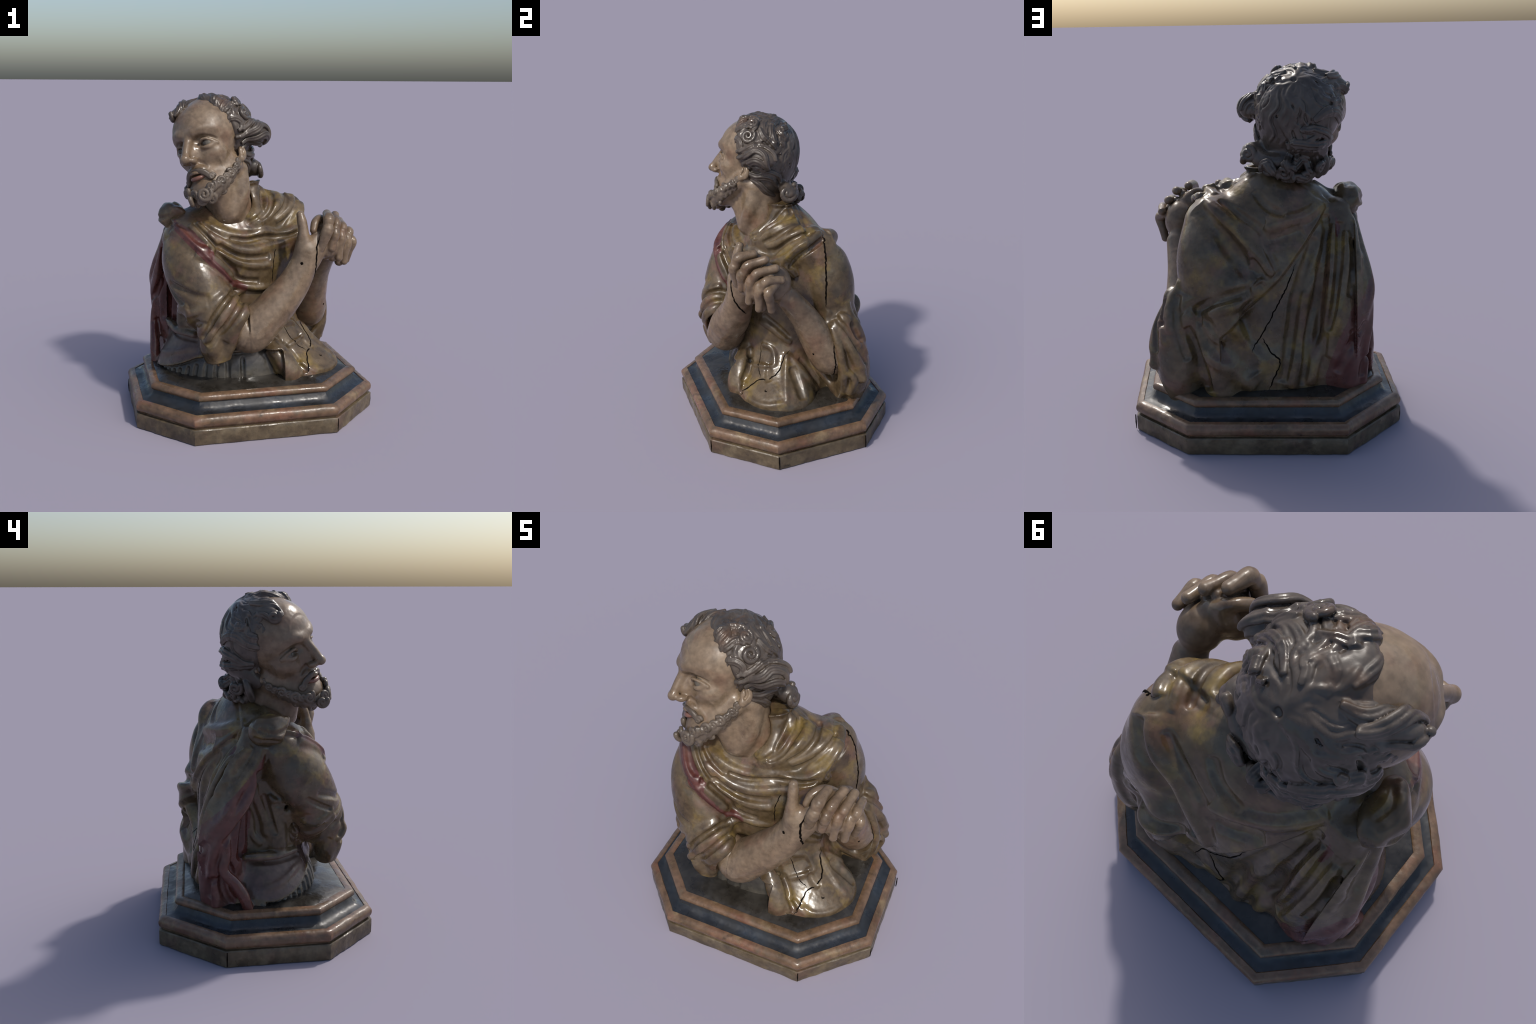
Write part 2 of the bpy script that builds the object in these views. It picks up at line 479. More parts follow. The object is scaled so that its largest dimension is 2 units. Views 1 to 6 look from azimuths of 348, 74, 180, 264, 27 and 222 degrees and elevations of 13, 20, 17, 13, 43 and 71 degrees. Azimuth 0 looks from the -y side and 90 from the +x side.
c0 = octagon(0.0, 1)
for i, sh in ((0, 0.006), (1, -0.012), (7, 0.004), (4, 0.008)):
    q = c0[i] + sh * (c0[(i + 1) % 8] - c0[i]) / np.linalg.norm(c0[(i + 1) % 8] - c0[i])
    dark_strip("joint_crack", [(*q, 0.004), (*(q * 1.001), 0.045), (*q, 0.09)], [0.002, 0.004, 0.003], slab)
text = bpy.data.curves.new("inventory_number", "FONT")
text.body = "10423"
text.size = 0.018
text.extrude = 0.0006
num = bpy.data.objects.new("inventory_number", text)
bpy.context.scene.collection.objects.link(num)
bpy.context.view_layer.update()
me = bpy.data.meshes.new_from_object(num.evaluated_get(bpy.context.evaluated_depsgraph_get()))
bpy.data.objects.remove(num); bpy.data.curves.remove(text)
e0 = (c0[1] - c0[0]) / np.linalg.norm(c0[1] - c0[0]); n0 = A(e0[1], -e0[0])
o0 = A(*(c0[0] + 0.028 * e0 + 0.0028 * n0), 0.014)
tv = np.array([v.co[:] for v in me.vertices])
tv = o0 + tv[:, :1] * A(*e0, 0.0) + tv[:, 1:2] * A(0, 0, 1.0) + tv[:, 2:] * A(*n0, 0.0)
me.vertices.foreach_set("co", tv.astype(np.float32).ravel())
me.materials.clear()
add_object("inventory_number", me, slab, M_SKIRT)

# ------------------------------------------------------------------ head frame
HL, HF, HU = A(0.70, -0.64, 0.317), A(-0.701, -0.700, 0.134), A(-0.136, 0.316, 0.939)
HR = np.array([HL / np.linalg.norm(HL), HF / np.linalg.norm(HF), HU / np.linalg.norm(HU)])
HO = A(-0.2175, -0.014, 1.732)
to_head = lambda p: (HR @ (np.asarray(p, float)[:3] - HO))
def wh(*p):
    """World point (with extra columns kept) to head coordinates."""
    return (*to_head(p), *p[3:])

# ------------------------------------------------------------------ body: tunic, sleeves, cloak
TUNIC, SLEEVE, CLOAK, LINING, SKIRT, APRON, KNOT, SLEEVE2, COLLAR, PEPLUM = 0, 1, 2, 3, 4, 5, 6, 7, 8, 9
B = Volume((-0.70, -0.54, 0.20), (0.70, 0.57, 1.50), 0.0055)
B.loft([(0.22, -0.08, 0.03, 0.515, 0.385, 0), (0.30, -0.08, 0.03, 0.51, 0.385, 0), (0.39, -0.075, 0.05, 0.465, 0.37, 3), (0.48, -0.06, 0.065, 0.405, 0.345, 6), (0.60, -0.05, 0.07, 0.385, 0.335, 8), (0.72, -0.045, 0.075, 0.375, 0.325, 12), (0.90, -0.06, 0.08, 0.39, 0.325, 18),
        (1.05, -0.07, 0.07, 0.41, 0.295, 20), (1.15, -0.07, 0.07, 0.405, 0.255, 20), (1.25, -0.075, 0.07, 0.365, 0.20, 20), (1.33, -0.07, 0.08, 0.29, 0.155, 18),
        (1.385, -0.06, 0.085, 0.18, 0.12, 15), (1.43, -0.05, 0.06, 0.12, 0.09, 15)], k=0.0, lab=TUNIC)
B.tube([(0.03, -0.09, 1.21, 0.065), (0.15, -0.01, 1.27, 0.075), (0.24, 0.08, 1.275, 0.075), (0.27, 0.15, 1.25, 0.075)], k=0.06, lab=CLOAK)
# shawl part of the cloak: a thick roll of cloth across the chest from the right shoulder to the left
B.tube([(-0.42, -0.05, 1.21, 0.055), (-0.30, -0.17, 1.12, 0.085), (-0.10, -0.155, 1.00, 0.085), (0.10, -0.115, 0.97, 0.085), (0.24, -0.03, 1.08, 0.075), (0.27, 0.07, 1.20, 0.07)], k=0.07, lab=CLOAK)
# left upper arm and its draped sleeve
B.tube([(0.25, 0.195, 1.15, 0.172), (0.285, 0.24, 0.98, 0.176), (0.31, 0.265, 0.80, 0.15)], k=0.06, lab=SLEEVE2)
B.tube([(0.42, 0.29, 0.72, 0.11), (0.46, 0.31, 0.52, 0.135), (0.46, 0.32, 0.38, 0.130), (0.44, 0.30, 0.24, 0.108)], k=0.06, lab=SLEEVE2)
# right upper arm and sleeve
B.tube([(-0.39, -0.08, 1.11, 0.155), (-0.375, -0.165, 0.98, 0.180), (-0.315, -0.255, 0.81, 0.174), (-0.25, -0.305, 0.67, 0.146)], k=0.05, lab=SLEEVE)
B.ell((-0.20, -0.36, 0.66), (0.155, 0.108, 0.145), rot_z(-20), k=0.05, lab=SLEEVE)
# apron of the tunic spread on the plinth
B.tube([(0.06, -0.24, 0.50, 0.05), (0.14, -0.30, 0.40, 0.07), (0.19, -0.335, 0.32, 0.075), (0.20, -0.34, 0.25, 0.075)], k=0.03, lab=APRON)
B.loft([(0.22, 0.31, -0.13, 0.285, 0.235, 26), (0.30, 0.305, -0.13, 0.285, 0.230, 26), (0.345, 0.275, -0.12, 0.275, 0.20, 26), (0.42, 0.215, -0.09, 0.245, 0.165, 26), (0.52, 0.15, -0.06, 0.215, 0.145, 26), (0.66, 0.08, -0.03, 0.18, 0.13, 24), (0.80, 0.03, 0.0, 0.14, 0.1, 20)], k=0.03, lab=APRON)
# cloak hanging from the right shoulder down the back
B.tube([(-0.42, 0.08, 1.20, 0.075), (-0.43, 0.20, 0.95, 0.108), (-0.435, 0.265, 0.65, 0.138), (-0.43, 0.262, 0.34, 0.13), (-0.43, 0.26, 0.22, 0.125)], k=0.06, lab=CLOAK)
B.tube([(0.18, 0.36, 0.86, 0.09), (0.19, 0.40, 0.69, 0.09), (0.10, 0.36, 0.45, 0.08), (0.05, 0.33, 0.25, 0.07)], k=0.06, lab=CLOAK)
print("body base", time.time() - T0)

# edges of the cloak: turned-back red lining, its front ridge and the knee of the fold
B.tube([(-0.50, 0.04, 1.15, 0.025), (-0.53, 0.12, 1.02, 0.03), (-0.56, 0.20, 0.90, 0.034), (-0.58, 0.25, 0.79, 0.030), (-0.545, 0.31, 0.69, 0.033), (-0.47, 0.36, 0.55, 0.035)], k=0.04, lab=CLOAK)
B.tube([(-0.50, 0.05, 1.10, 0.02), (-0.53, 0.085, 0.99, 0.025), (-0.56, 0.14, 0.87, 0.028), (-0.575, 0.24, 0.73, 0.028), (-0.57, 0.305, 0.60, 0.026), (-0.55, 0.32, 0.48, 0.026), (-0.545, 0.30, 0.28, 0.026)], k=0.03, lab=CLOAK)
B.tube([(-0.56, 0.25, 0.70, 0.02), (-0.575, 0.25, 0.58, 0.026), (-0.58, 0.26, 0.49, 0.028), (-0.585, 0.20, 0.41, 0.03), (-0.59, 0.15, 0.33, 0.03), (-0.585, 0.12, 0.24, 0.03)], k=0.025, lab=CLOAK)
B.tube([(-0.39, -0.02, 0.97, 0.05), (-0.40, -0.045, 0.78, 0.06), (-0.41, -0.06, 0.58, 0.055)], k=0.05, lab=TUNIC)
B.tube([(-0.53, 0.06, 1.02, 0.02), (-0.53, 0.085, 0.87, 0.034), (-0.52, 0.125, 0.70, 0.040), (-0.53, 0.15, 0.56, 0.032)], k=0.025, cut=True)
B.tube([(-0.50, 0.20, 0.95, 0.04), (-0.515, 0.255, 0.80, 0.052), (-0.50, 0.29, 0.66, 0.055)], k=0.04, lab=CLOAK)
# hem roll above the lower tunic on the right side
B.tube([(-0.50, 0.13, 0.535, 0.018), (-0.475, 0.04, 0.525, 0.026), (-0.445, -0.06, 0.52, 0.026), (-0.37, -0.16, 0.52, 0.02)], k=0.02, lab=TUNIC)
B.tube([(0.27, 0.36, 0.60, 0.08), (0.25, 0.37, 0.45, 0.10), (0.22, 0.37, 0.24, 0.10)], k=0.06, lab=SLEEVE2)
B.ell((-0.46, 0.02, 1.235), (0.05, 0.08, 0.05), k=0.03, lab=CLOAK)

# the right sleeve hangs open below the elbow
B.ell((-0.265, -0.375, 0.53), (0.095, 0.075, 0.145), axes((-0.12, -0.1, 1), (1, 0, 0)), k=0.04, lab=SLEEVE)
B.tube([(-0.30, -0.44, 0.62, 0.03), (-0.285, -0.425, 0.50, 0.03), (-0.255, -0.395, 0.405, 0.02)], k=0.03, lab=SLEEVE)
B.tube([(-0.16, -0.44, 0.62, 0.025), (-0.19, -0.43, 0.52, 0.026), (-0.24, -0.395, 0.41, 0.02)], k=0.03, lab=SLEEVE)
B.ell((-0.175, -0.355, 0.46), (0.075, 0.055, 0.10), axes((0.45, 0, 1), (1, 0, 0)), k=0.02, cut=True)
B.ell((-0.06, -0.36, 0.60), (0.13, 0.145, 0.14), k=0.02, cut=True)
# the left sleeve: cuff folds around the forearm and hanging points
B.tube([(0.49, 0.27, 0.78, 0.04), (0.565, 0.31, 0.60, 0.035), (0.595, 0.355, 0.42, 0.028)], k=0.03, lab=SLEEVE2)
B.ell((0.475, 0.155, 0.50), (0.115, 0.095, 0.17), k=0.02, cut=True)
B.tube([(0.40, 0.20, 0.76, 0.025), (0.50, 0.205, 0.74, 0.026), (0.56, 0.225, 0.62, 0.026), (0.575, 0.24, 0.47, 0.028), (0.55, 0.245, 0.35, 0.028), (0.52, 0.235, 0.285, 0.024)], k=0.025, lab=SLEEVE2)
B.tube([(0.31, 0.11, 0.54, 0.03), (0.37, 0.15, 0.42, 0.03), (0.42, 0.195, 0.345, 0.026), (0.50, 0.228, 0.295, 0.02)], k=0.02, lab=SLEEVE2)
B.tube([(0.585, 0.25, 0.50, 0.012), (0.60, 0.30, 0.42, 0.02), (0.57, 0.28, 0.32, 0.018)], k=0.02, lab=SLEEVE2)

# cloth layers with their edges: shawl in front and behind, lower tunic over the pleated skirt
front_x = [-0.52, -0.464, -0.347, -0.286, -0.208, -0.145, -0.04, 0.05, 0.10, 0.20, 0.26, 0.31, 0.34, 0.40]
front_z = [1.26, 1.205, 1.09, 1.03, 0.955, 0.875, 0.826, 0.81, 0.816, 0.90, 0.97, 1.05, 1.15, 1.32]
B.layer((-0.6, -0.5, 0.75), (0.42, 0.10, 1.5), lambda x, y, z: np.minimum((z - np.interp(x, front_x, front_z)) * 0.7, 0.10 - y - 0.3 * np.maximum(-x, 0)), 0.014, 0.010, CLOAK, (KNOT,))
def behind(x, y, z):
    vx, vz = -0.094, 0.905
    n4 = ((x - vx) * 0.777 + (z - vz) * 0.63)
    n5 = ((x - vx) * 0.686 + (z - vz) * 0.728)
    return np.minimum(np.minimum(n4, n5), (y - 0.12) * 0.3)
B.layer((-0.5, 0.10, 0.20), (0.22, 0.57, 1.45), lambda x, y, z: np.minimum(np.minimum(-behind(x, y, z), (y - 0.16) * 0.4), (z - 0.5) * 0.2), -0.022, 0.014)
B.relabel((-0.5, 0.08, 0.6), (0.34, 0.57, 1.5), lambda x, y, z: np.minimum((z - 0.918) * 0.68 - (x + 0.073) * 0.73, behind(x, y, z)), CLOAK, (TUNIC, SLEEVE2))
hem_line = lambda x: np.interp(x, [-0.60, -0.55, -0.37, -0.20, 0.15, 0.3], [0.275, 0.30, 0.39, 0.43, 0.45, 0.2])
B.layer((-0.62, -0.45, 0.2), (0.15, 0.06, 0.5), lambda x, y, z: np.minimum(hem_line(x) - z, 0.02 - y), -0.022, 0.012)
B.relabel((-0.62, -0.45, 0.2), (0.20, 0.05, 0.5), lambda x, y, z: hem_line(x) - z, SKIRT, (TUNIC,))
B.relabel((-0.62, -0.45, 0.2), (-0.15, 0.25, 0.52), lambda x, y, z: z - hem_line(x) - 0.02, PEPLUM, (TUNIC,))
# red lining: the part of the hanging cloak turned to the front
def red(x, y, z):
    phi = np.degrees(np.arctan2(y - 0.22, -(x + 0.40)))
    return np.interp(z, [0.26, 0.40, 0.56, 0.72, 0.82, 0.90, 1.02, 1.14, 1.2], [121, 106, 87, 61, 22, 0, -36, -61, -90]) - np.where((phi < -125) | ((z > 0.85) & (x > -0.40)), 400, phi)
B.relabel((-0.70, -0.1, 0.2), (-0.15, 0.57, 1.2), red, LINING, (CLOAK,))
B.fold([(-0.465, -0.15, 1.21), (-0.41, -0.255, 1.15), (-0.34, -0.315, 1.10), (-0.285, -0.335, 1.10)], 0.034, 0.030, taper=(0.2, 0.08))
B.fold([(-0.45, -0.17, 1.20), (-0.385, -0.275, 1.145), (-0.32, -0.32, 1.115)], -0.016, 0.014)
B.fold([(-0.36, -0.30, 1.07), (-0.27, -0.315, 0.99), (-0.18, -0.29, 0.895), (-0.09, -0.262, 0.84)], 0.016, 0.018)
edge = lambda x, y, z: (z - np.interp(x, front_x, front_z)) * 0.7
B.relabel((-0.48, -0.45, 0.8), (-0.27, -0.10, 1.26), lambda x, y, z: np.minimum(edge(x, y, z) + 0.02, np.interp(x, [-0.46, -0.38, -0.29], [0.025, 0.055, 0.05]) - edge(x, y, z)), LINING, (CLOAK, SLEEVE, TUNIC))
B.relabel((-0.28, -0.45, 0.8), (-0.06, -0.10, 1.10), lambda x, y, z: np.minimum(edge(x, y, z) + 0.012, 0.018 - edge(x, y, z)), LINING, (CLOAK, SLEEVE, TUNIC))

B.gain, B.tight, B.crest = 1.75, 0.85, 1.6
# chest of the shawl
B.fold([(-0.307, -0.198, 1.249), (-0.203, -0.233, 1.204), (-0.104, -0.244, 1.177), (0.014, -0.232, 1.162), (0.123, -0.189, 1.164), (0.209, -0.126, 1.145), (0.293, -0.079, 1.167), (0.342, -0.005, 1.219), (0.355, 0.083, 1.283), (0.314, 0.198, 1.316)], 0.020, 0.022)
B.fold([(-0.15, -0.27, 1.165), (-0.041, -0.247, 1.143), (0.106, -0.199, 1.145), (0.210, -0.129, 1.128), (0.304, -0.084, 1.140)], -0.034, 0.013)
B.fold([(-0.284, -0.248, 1.185), (-0.204, -0.267, 1.137), (-0.126, -0.269, 1.093), (-0.026, -0.251, 1.070), (0.067, -0.217, 1.077), (0.130, -0.186, 1.085), (0.220, -0.148, 1.096), (0.305, -0.087, 1.141)], 0.022, 0.020)
B.fold([(-0.24, -0.285, 1.12), (-0.184, -0.281, 1.080), (-0.094, -0.275, 1.033), (0.007, -0.257, 1.021), (0.102, -0.227, 1.024)], -0.020, 0.018)
B.fold([(-0.201, -0.276, 1.090), (-0.131, -0.278, 1.020), (-0.056, -0.272, 0.985), (0.037, -0.255, 0.970), (0.113, -0.233, 0.970)], 0.016, 0.017)
B.fold([(-0.347, -0.294, 1.095), (-0.286, -0.308, 1.045), (-0.208, -0.297, 0.970), (-0.145, -0.256, 0.885), (-0.041, -0.236, 0.843), (0.049, -0.221, 0.828), (0.104, -0.201, 0.83)], 0.020, 0.018)
B.fold([(-0.27, -0.297, 1.06), (-0.19, -0.276, 0.965), (-0.09, -0.25, 0.89), (0.023, -0.233, 0.875)], -0.020, 0.015)
B.fold([(-0.348, -0.198, 1.243), (-0.291, -0.249, 1.184), (-0.217, -0.275, 1.120)], 0.014, 0.014)
B.fold([(-0.397, -0.199, 1.226), (-0.316, -0.267, 1.151), (-0.261, -0.288, 1.074)], 0.014, 0.014)
B.fold([(-0.37, -0.20, 1.232), (-0.30, -0.255, 1.165), (-0.24, -0.28, 1.095)], -0.014, 0.010)
B.fold([(-0.33, -0.20, 1.246), (-0.25, -0.245, 1.19), (-0.17, -0.262, 1.14)], -0.012, 0.010)
# folds running over the left shoulder
B.fold([(0.107, 0.113, 1.441), (0.137, 0.058, 1.394), (0.145, -0.024, 1.334), (0.110, -0.111, 1.280), (0.044, -0.165, 1.244)], -0.020, 0.014)
B.fold([(0.136, 0.127, 1.414), (0.177, 0.088, 1.369), (0.190, -0.008, 1.346), (0.152, -0.088, 1.296), (0.091, -0.152, 1.252)], 0.016, 0.016)
B.fold([(0.20, 0.16, 1.38), (0.224, 0.129, 1.345), (0.247, -0.001, 1.336), (0.213, -0.073, 1.289), (0.155, -0.142, 1.240)], -0.018, 0.013)
B.fold([(0.238, 0.214, 1.333), (0.288, 0.112, 1.327), (0.285, -0.002, 1.305), (0.232, -0.081, 1.247), (0.177, -0.141, 1.211)], 0.014, 0.015)
B.fold([(0.299, 0.122, 1.323), (0.310, 0.026, 1.301), (0.266, -0.056, 1.240), (0.210, -0.114, 1.192)], -0.013, 0.012)
B.fold([(0.314, 0.198, 1.316), (0.345, 0.14, 1.30), (0.362, 0.06, 1.268), (0.345, -0.005, 1.215), (0.33, -0.05, 1.155), (0.315, 0.0, 1.09), (0.311, 0.025, 1.055)], 0.020, 0.016, taper=(0.1, 0.1))
B.fold([(0.345, 0.20, 1.28), (0.375, 0.14, 1.26), (0.39, 0.06, 1.225), (0.372, 0.0, 1.17), (0.355, -0.02, 1.11)], -0.024, 0.014, taper=(0.1, 0.1))
# right sleeve
B.fold([(-0.176, -0.336, 0.862), (-0.295, -0.443, 0.779), (-0.353, -0.446, 0.680), (-0.383, -0.389, 0.573)], 0.018, 0.022)
B.fold([(-0.054, -0.26, 0.824), (-0.156, -0.388, 0.800), (-0.243, -0.476, 0.720), (-0.300, -0.475, 0.634), (-0.344, -0.418, 0.550)], 0.022, 0.020)
B.fold([(-0.06, -0.34, 0.79), (-0.125, -0.460, 0.708), (-0.188, -0.487, 0.624), (-0.222, -0.472, 0.561)], 0.020, 0.020)
B.fold([(-0.12, -0.30, 0.83), (-0.245, -0.448, 0.770), (-0.320, -0.466, 0.667), (-0.35, -0.43, 0.58)], -0.024, 0.016)
B.fold([(-0.09, -0.35, 0.80), (-0.170, -0.468, 0.728), (-0.259, -0.484, 0.619), (-0.317, -0.436, 0.547)], -0.026, 0.016)
B.fold([(-0.46, -0.20, 0.745), (-0.40, -0.36, 0.735), (-0.309, -0.440, 0.785)], 0.012, 0.018)
B.fold([(-0.508, -0.259, 0.903), (-0.440, -0.355, 0.865), (-0.374, -0.403, 0.838), (-0.305, -0.420, 0.832)], -0.008, 0.020)
B.fold([(-0.519, -0.200, 0.880), (-0.488, -0.281, 0.827), (-0.441, -0.358, 0.784)], -0.016, 0.014)
B.fold([(-0.463, -0.194, 0.745), (-0.454, -0.247, 0.705), (-0.452, -0.331, 0.745), (-0.422, -0.379, 0.778)], 0.016, 0.018)
B.fold([(-0.376, -0.184, 0.630), (-0.407, -0.257, 0.611), (-0.430, -0.354, 0.694), (-0.420, -0.380, 0.752)], 0.016, 0.018)
B.fold([(-0.36, -0.22, 0.50), (-0.391, -0.295, 0.559), (-0.407, -0.385, 0.650), (-0.33, -0.465, 0.691)], -0.014, 0.016)
B.gain, B.tight, B.crest = 1.0, 1.0, 1.6
# back of the shawl: band along the left shoulder, valley behind the upper arm, cross folds
B.fold([(0.33, 0.27, 1.27), (0.22, 0.34, 1.15), (0.12, 0.38, 1.03), (0.01, 0.42, 0.91)], -0.036, 0.042, taper=(0.15, 0.15))
B.fold([(0.30, 0.25, 1.31), (0.20, 0.33, 1.235), (0.10, 0.36, 1.13), (0.01, 0.39, 1.03), (-0.065, 0.41, 0.93)], 0.034, 0.028, taper=(0.1, 0.1))
B.fold([(0.22, 0.27, 1.33), (0.09, 0.32, 1.235), (0.0, 0.346, 1.165), (-0.03, 0.372, 1.084), (-0.085, 0.406, 0.93)], -0.020, 0.018)
B.fold([(-0.008, 0.337, 1.178), (-0.124, 0.302, 1.203), (-0.242, 0.241, 1.223), (-0.358, 0.118, 1.282)], 0.036, 0.030)
B.fold([(0.036, 0.245, 1.363), (-0.032, 0.285, 1.284), (-0.132, 0.287, 1.228)], -0.022, 0.020)
B.fold([(-0.02, 0.35, 1.10), (-0.12, 0.33, 1.115), (-0.23, 0.28, 1.14)], -0.030, 0.042)
B.fold([(0.346, 0.398, 0.690), (0.228, 0.475, 0.768), (0.114, 0.433, 0.799), (-0.003, 0.415, 0.873)], 0.034, 0.026)
B.fold([(0.36, 0.39, 0.735), (0.20, 0.46, 0.825), (0.05, 0.42, 0.850)], -0.036, 0.026)
B.fold([(0.086, 0.376, 1.055), (0.057, 0.401, 0.950), (0.012, 0.413, 0.888)], 0.022, 0.020)
B.fold([(0.056, 0.386, 1.026), (0.011, 0.406, 0.951), (-0.042, 0.411, 0.915)], -0.022, 0.014)
B.fold([(0.422, 0.398, 0.733), (0.362, 0.41, 0.669), (0.27, 0.42, 0.49), (0.15, 0.43, 0.37), (0.045, 0.42, 0.29)], 0.036, 0.032, taper=(0.15, 0.1))
B.fold([(0.324, 0.391, 0.687), (0.261, 0.421, 0.622), (0.205, 0.457, 0.569)], 0.022, 0.020)
B.fold([(0.41, 0.41, 0.66), (0.36, 0.43, 0.53), (0.32, 0.44, 0.40), (0.30, 0.43, 0.29)], -0.034, 0.026, taper=(0.2, 0.05))
B.fold([(0.19, 0.47, 0.63), (0.11, 0.44, 0.50), (0.04, 0.42, 0.38)], -0.034, 0.034)
B.gain = 1.35
# left sleeve
B.fold([(0.432, 0.314, 0.895), (0.486, 0.333, 0.793), (0.500, 0.383, 0.703), (0.502, 0.408, 0.612)], 0.020, 0.022)
B.fold([(0.527, 0.308, 0.790), (0.545, 0.349, 0.691), (0.540, 0.379, 0.635)], -0.018, 0.016)
B.fold([(0.440, 0.348, 0.815), (0.459, 0.388, 0.738), (0.448, 0.420, 0.633), (0.408, 0.431, 0.467)], -0.014, 0.020)
B.fold([(0.477, 0.220, 0.797), (0.557, 0.248, 0.702), (0.601, 0.290, 0.596), (0.59, 0.36, 0.467)], 0.018, 0.018)
B.fold([(0.466, 0.248, 0.827), (0.530, 0.320, 0.748), (0.547, 0.367, 0.652), (0.525, 0.407, 0.538)], 0.012, 0.018)
B.fold([(0.469, 0.231, 0.815), (0.548, 0.282, 0.731), (0.583, 0.336, 0.611), (0.57, 0.39, 0.5)], -0.020, 0.013)
B.fold([(0.40, 0.22, 0.86), (0.47, 0.15, 0.72), (0.50, 0.12, 0.6)], 0.010, 0.02)
B.gain, B.tight, B.crest = 1.0, 1.0, 1.6
# hanging cloak: pleats fanning down from the knot
B.fold([(-0.30, 0.26, 1.10), (-0.24, 0.33, 0.95), (-0.19, 0.37, 0.80), (-0.16, 0.38, 0.62), (-0.10, 0.40, 0.32)], -0.030, 0.028)
B.fold([(-0.346, 0.19, 1.18), (-0.30, 0.29, 1.02), (-0.255, 0.34, 0.84), (-0.215, 0.37, 0.63), (-0.15, 0.41, 0.28)], 0.040, 0.028, taper=(0.15, 0.05))
B.fold([(-0.37, 0.20, 1.17), (-0.335, 0.29, 1.0), (-0.30, 0.34, 0.80), (-0.26, 0.37, 0.60), (-0.20, 0.40, 0.30)], -0.034, 0.019, taper=(0.1, 0.2))
B.fold([(-0.39, 0.20, 1.17), (-0.375, 0.29, 0.98), (-0.345, 0.35, 0.78), (-0.31, 0.375, 0.55), (-0.256, 0.40, 0.29)], 0.036, 0.024, taper=(0.15, 0.05))
B.fold([(-0.426, 0.186, 1.17), (-0.413, 0.27, 1.0), (-0.385, 0.35, 0.76), (-0.35, 0.38, 0.60)], -0.044, 0.019, taper=(0.1, 0.3))
B.fold([(-0.457, 0.206, 1.13), (-0.452, 0.28, 0.98), (-0.417, 0.35, 0.80), (-0.377, 0.38, 0.65), (-0.34, 0.40, 0.45)], 0.034, 0.024)
B.fold([(-0.48, 0.20, 1.08), (-0.49, 0.28, 0.94), (-0.46, 0.34, 0.78)], -0.024, 0.020)
B.fold([(-0.505, 0.093, 1.175), (-0.509, 0.182, 1.089), (-0.500, 0.270, 0.971), (-0.488, 0.320, 0.852)], 0.020, 0.020)
B.fold([(-0.35, 0.15, 1.20), (-0.34, 0.24, 1.09), (-0.29, 0.31, 0.95), (-0.22, 0.36, 0.82)], -0.026, 0.020)
B.gain, B.tight, B.crest = 1.2, 0.9, 1.6
# red lining
B.fold([(-0.51, 0.10, 1.0), (-0.55, 0.165, 0.868), (-0.565, 0.215, 0.76), (-0.565, 0.27, 0.649)], -0.016, 0.016)
B.fold([(-0.541, 0.33, 0.658), (-0.471, 0.40, 0.520), (-0.391, 0.42, 0.360)], -0.014, 0.022)
B.fold([(-0.57, 0.30, 0.45), (-0.55, 0.34, 0.40), (-0.543, 0.340, 0.313)], -0.016, 0.018)
B.fold([(-0.57, 0.235, 0.53), (-0.565, 0.19, 0.462), (-0.547, 0.13, 0.383)], -0.016, 0.014)
B.fold([(-0.575, 0.28, 0.46), (-0.575, 0.26, 0.36), (-0.575, 0.22, 0.27)], -0.020, 0.016)
B.gain = 1.4
# right flank of the tunic
B.fold([(-0.45, 0.084, 0.965), (-0.394, 0.049, 0.819), (-0.362, -0.006, 0.677), (-0.357, -0.093, 0.574), (-0.314, -0.161, 0.545)], 0.016, 0.018)
B.fold([(-0.42, -0.022, 0.897), (-0.369, -0.064, 0.782), (-0.316, -0.116, 0.649), (-0.307, -0.162, 0.554)], 0.018, 0.018)
B.fold([(-0.46, 0.10, 0.80), (-0.391, 0.083, 0.645), (-0.410, 0.034, 0.570)], 0.014, 0.016)
B.fold([(-0.43, 0.02, 0.89), (-0.44, -0.02, 0.75), (-0.45, -0.05, 0.64)], -0.014, 0.014)
B.fold([(-0.458, 0.02, 0.973), (-0.415, -0.05, 0.877), (-0.38, -0.12, 0.757), (-0.34, -0.16, 0.611), (-0.32, -0.20, 0.530)], -0.016, 0.022)
B.fold([(-0.50, 0.09, 0.50), (-0.462, 0.057, 0.492), (-0.417, -0.085, 0.488), (-0.329, -0.176, 0.480)], -0.016, 0.014)
B.fold([(-0.53, 0.05, 0.34), (-0.50, -0.06, 0.37), (-0.43, -0.15, 0.42), (-0.34, -0.22, 0.45)], 0.010, 0.02)
# apron
B.fold([(0.34, -0.05, 0.56), (0.406, -0.084, 0.468), (0.467, -0.107, 0.398), (0.531, -0.123, 0.305)], 0.016, 0.018)
B.fold([(0.398, -0.043, 0.481), (0.473, -0.032, 0.394), (0.535, -0.033, 0.304)], -0.022, 0.024)
B.fold([(0.354, -0.034, 0.540), (0.400, 0.010, 0.455), (0.417, 0.071, 0.344), (0.346, 0.110, 0.265)], 0.014, 0.014)
B.fold([(0.361, 0.017, 0.508), (0.368, 0.067, 0.411), (0.340, 0.117, 0.303)], -0.016, 0.012)
B.fold([(0.08, -0.22, 0.50), (0.178, -0.29, 0.40), (0.244, -0.306, 0.35), (0.309, -0.319, 0.287)], -0.024, 0.018)
B.fold([(0.196, -0.177, 0.574), (0.279, -0.140, 0.565), (0.337, -0.145, 0.511), (0.356, -0.160, 0.482)], 0.012, 0.014)
B.fold([(0.20, -0.25, 0.435), (0.303, -0.213, 0.475), (0.355, -0.152, 0.489)], 0.010, 0.013)
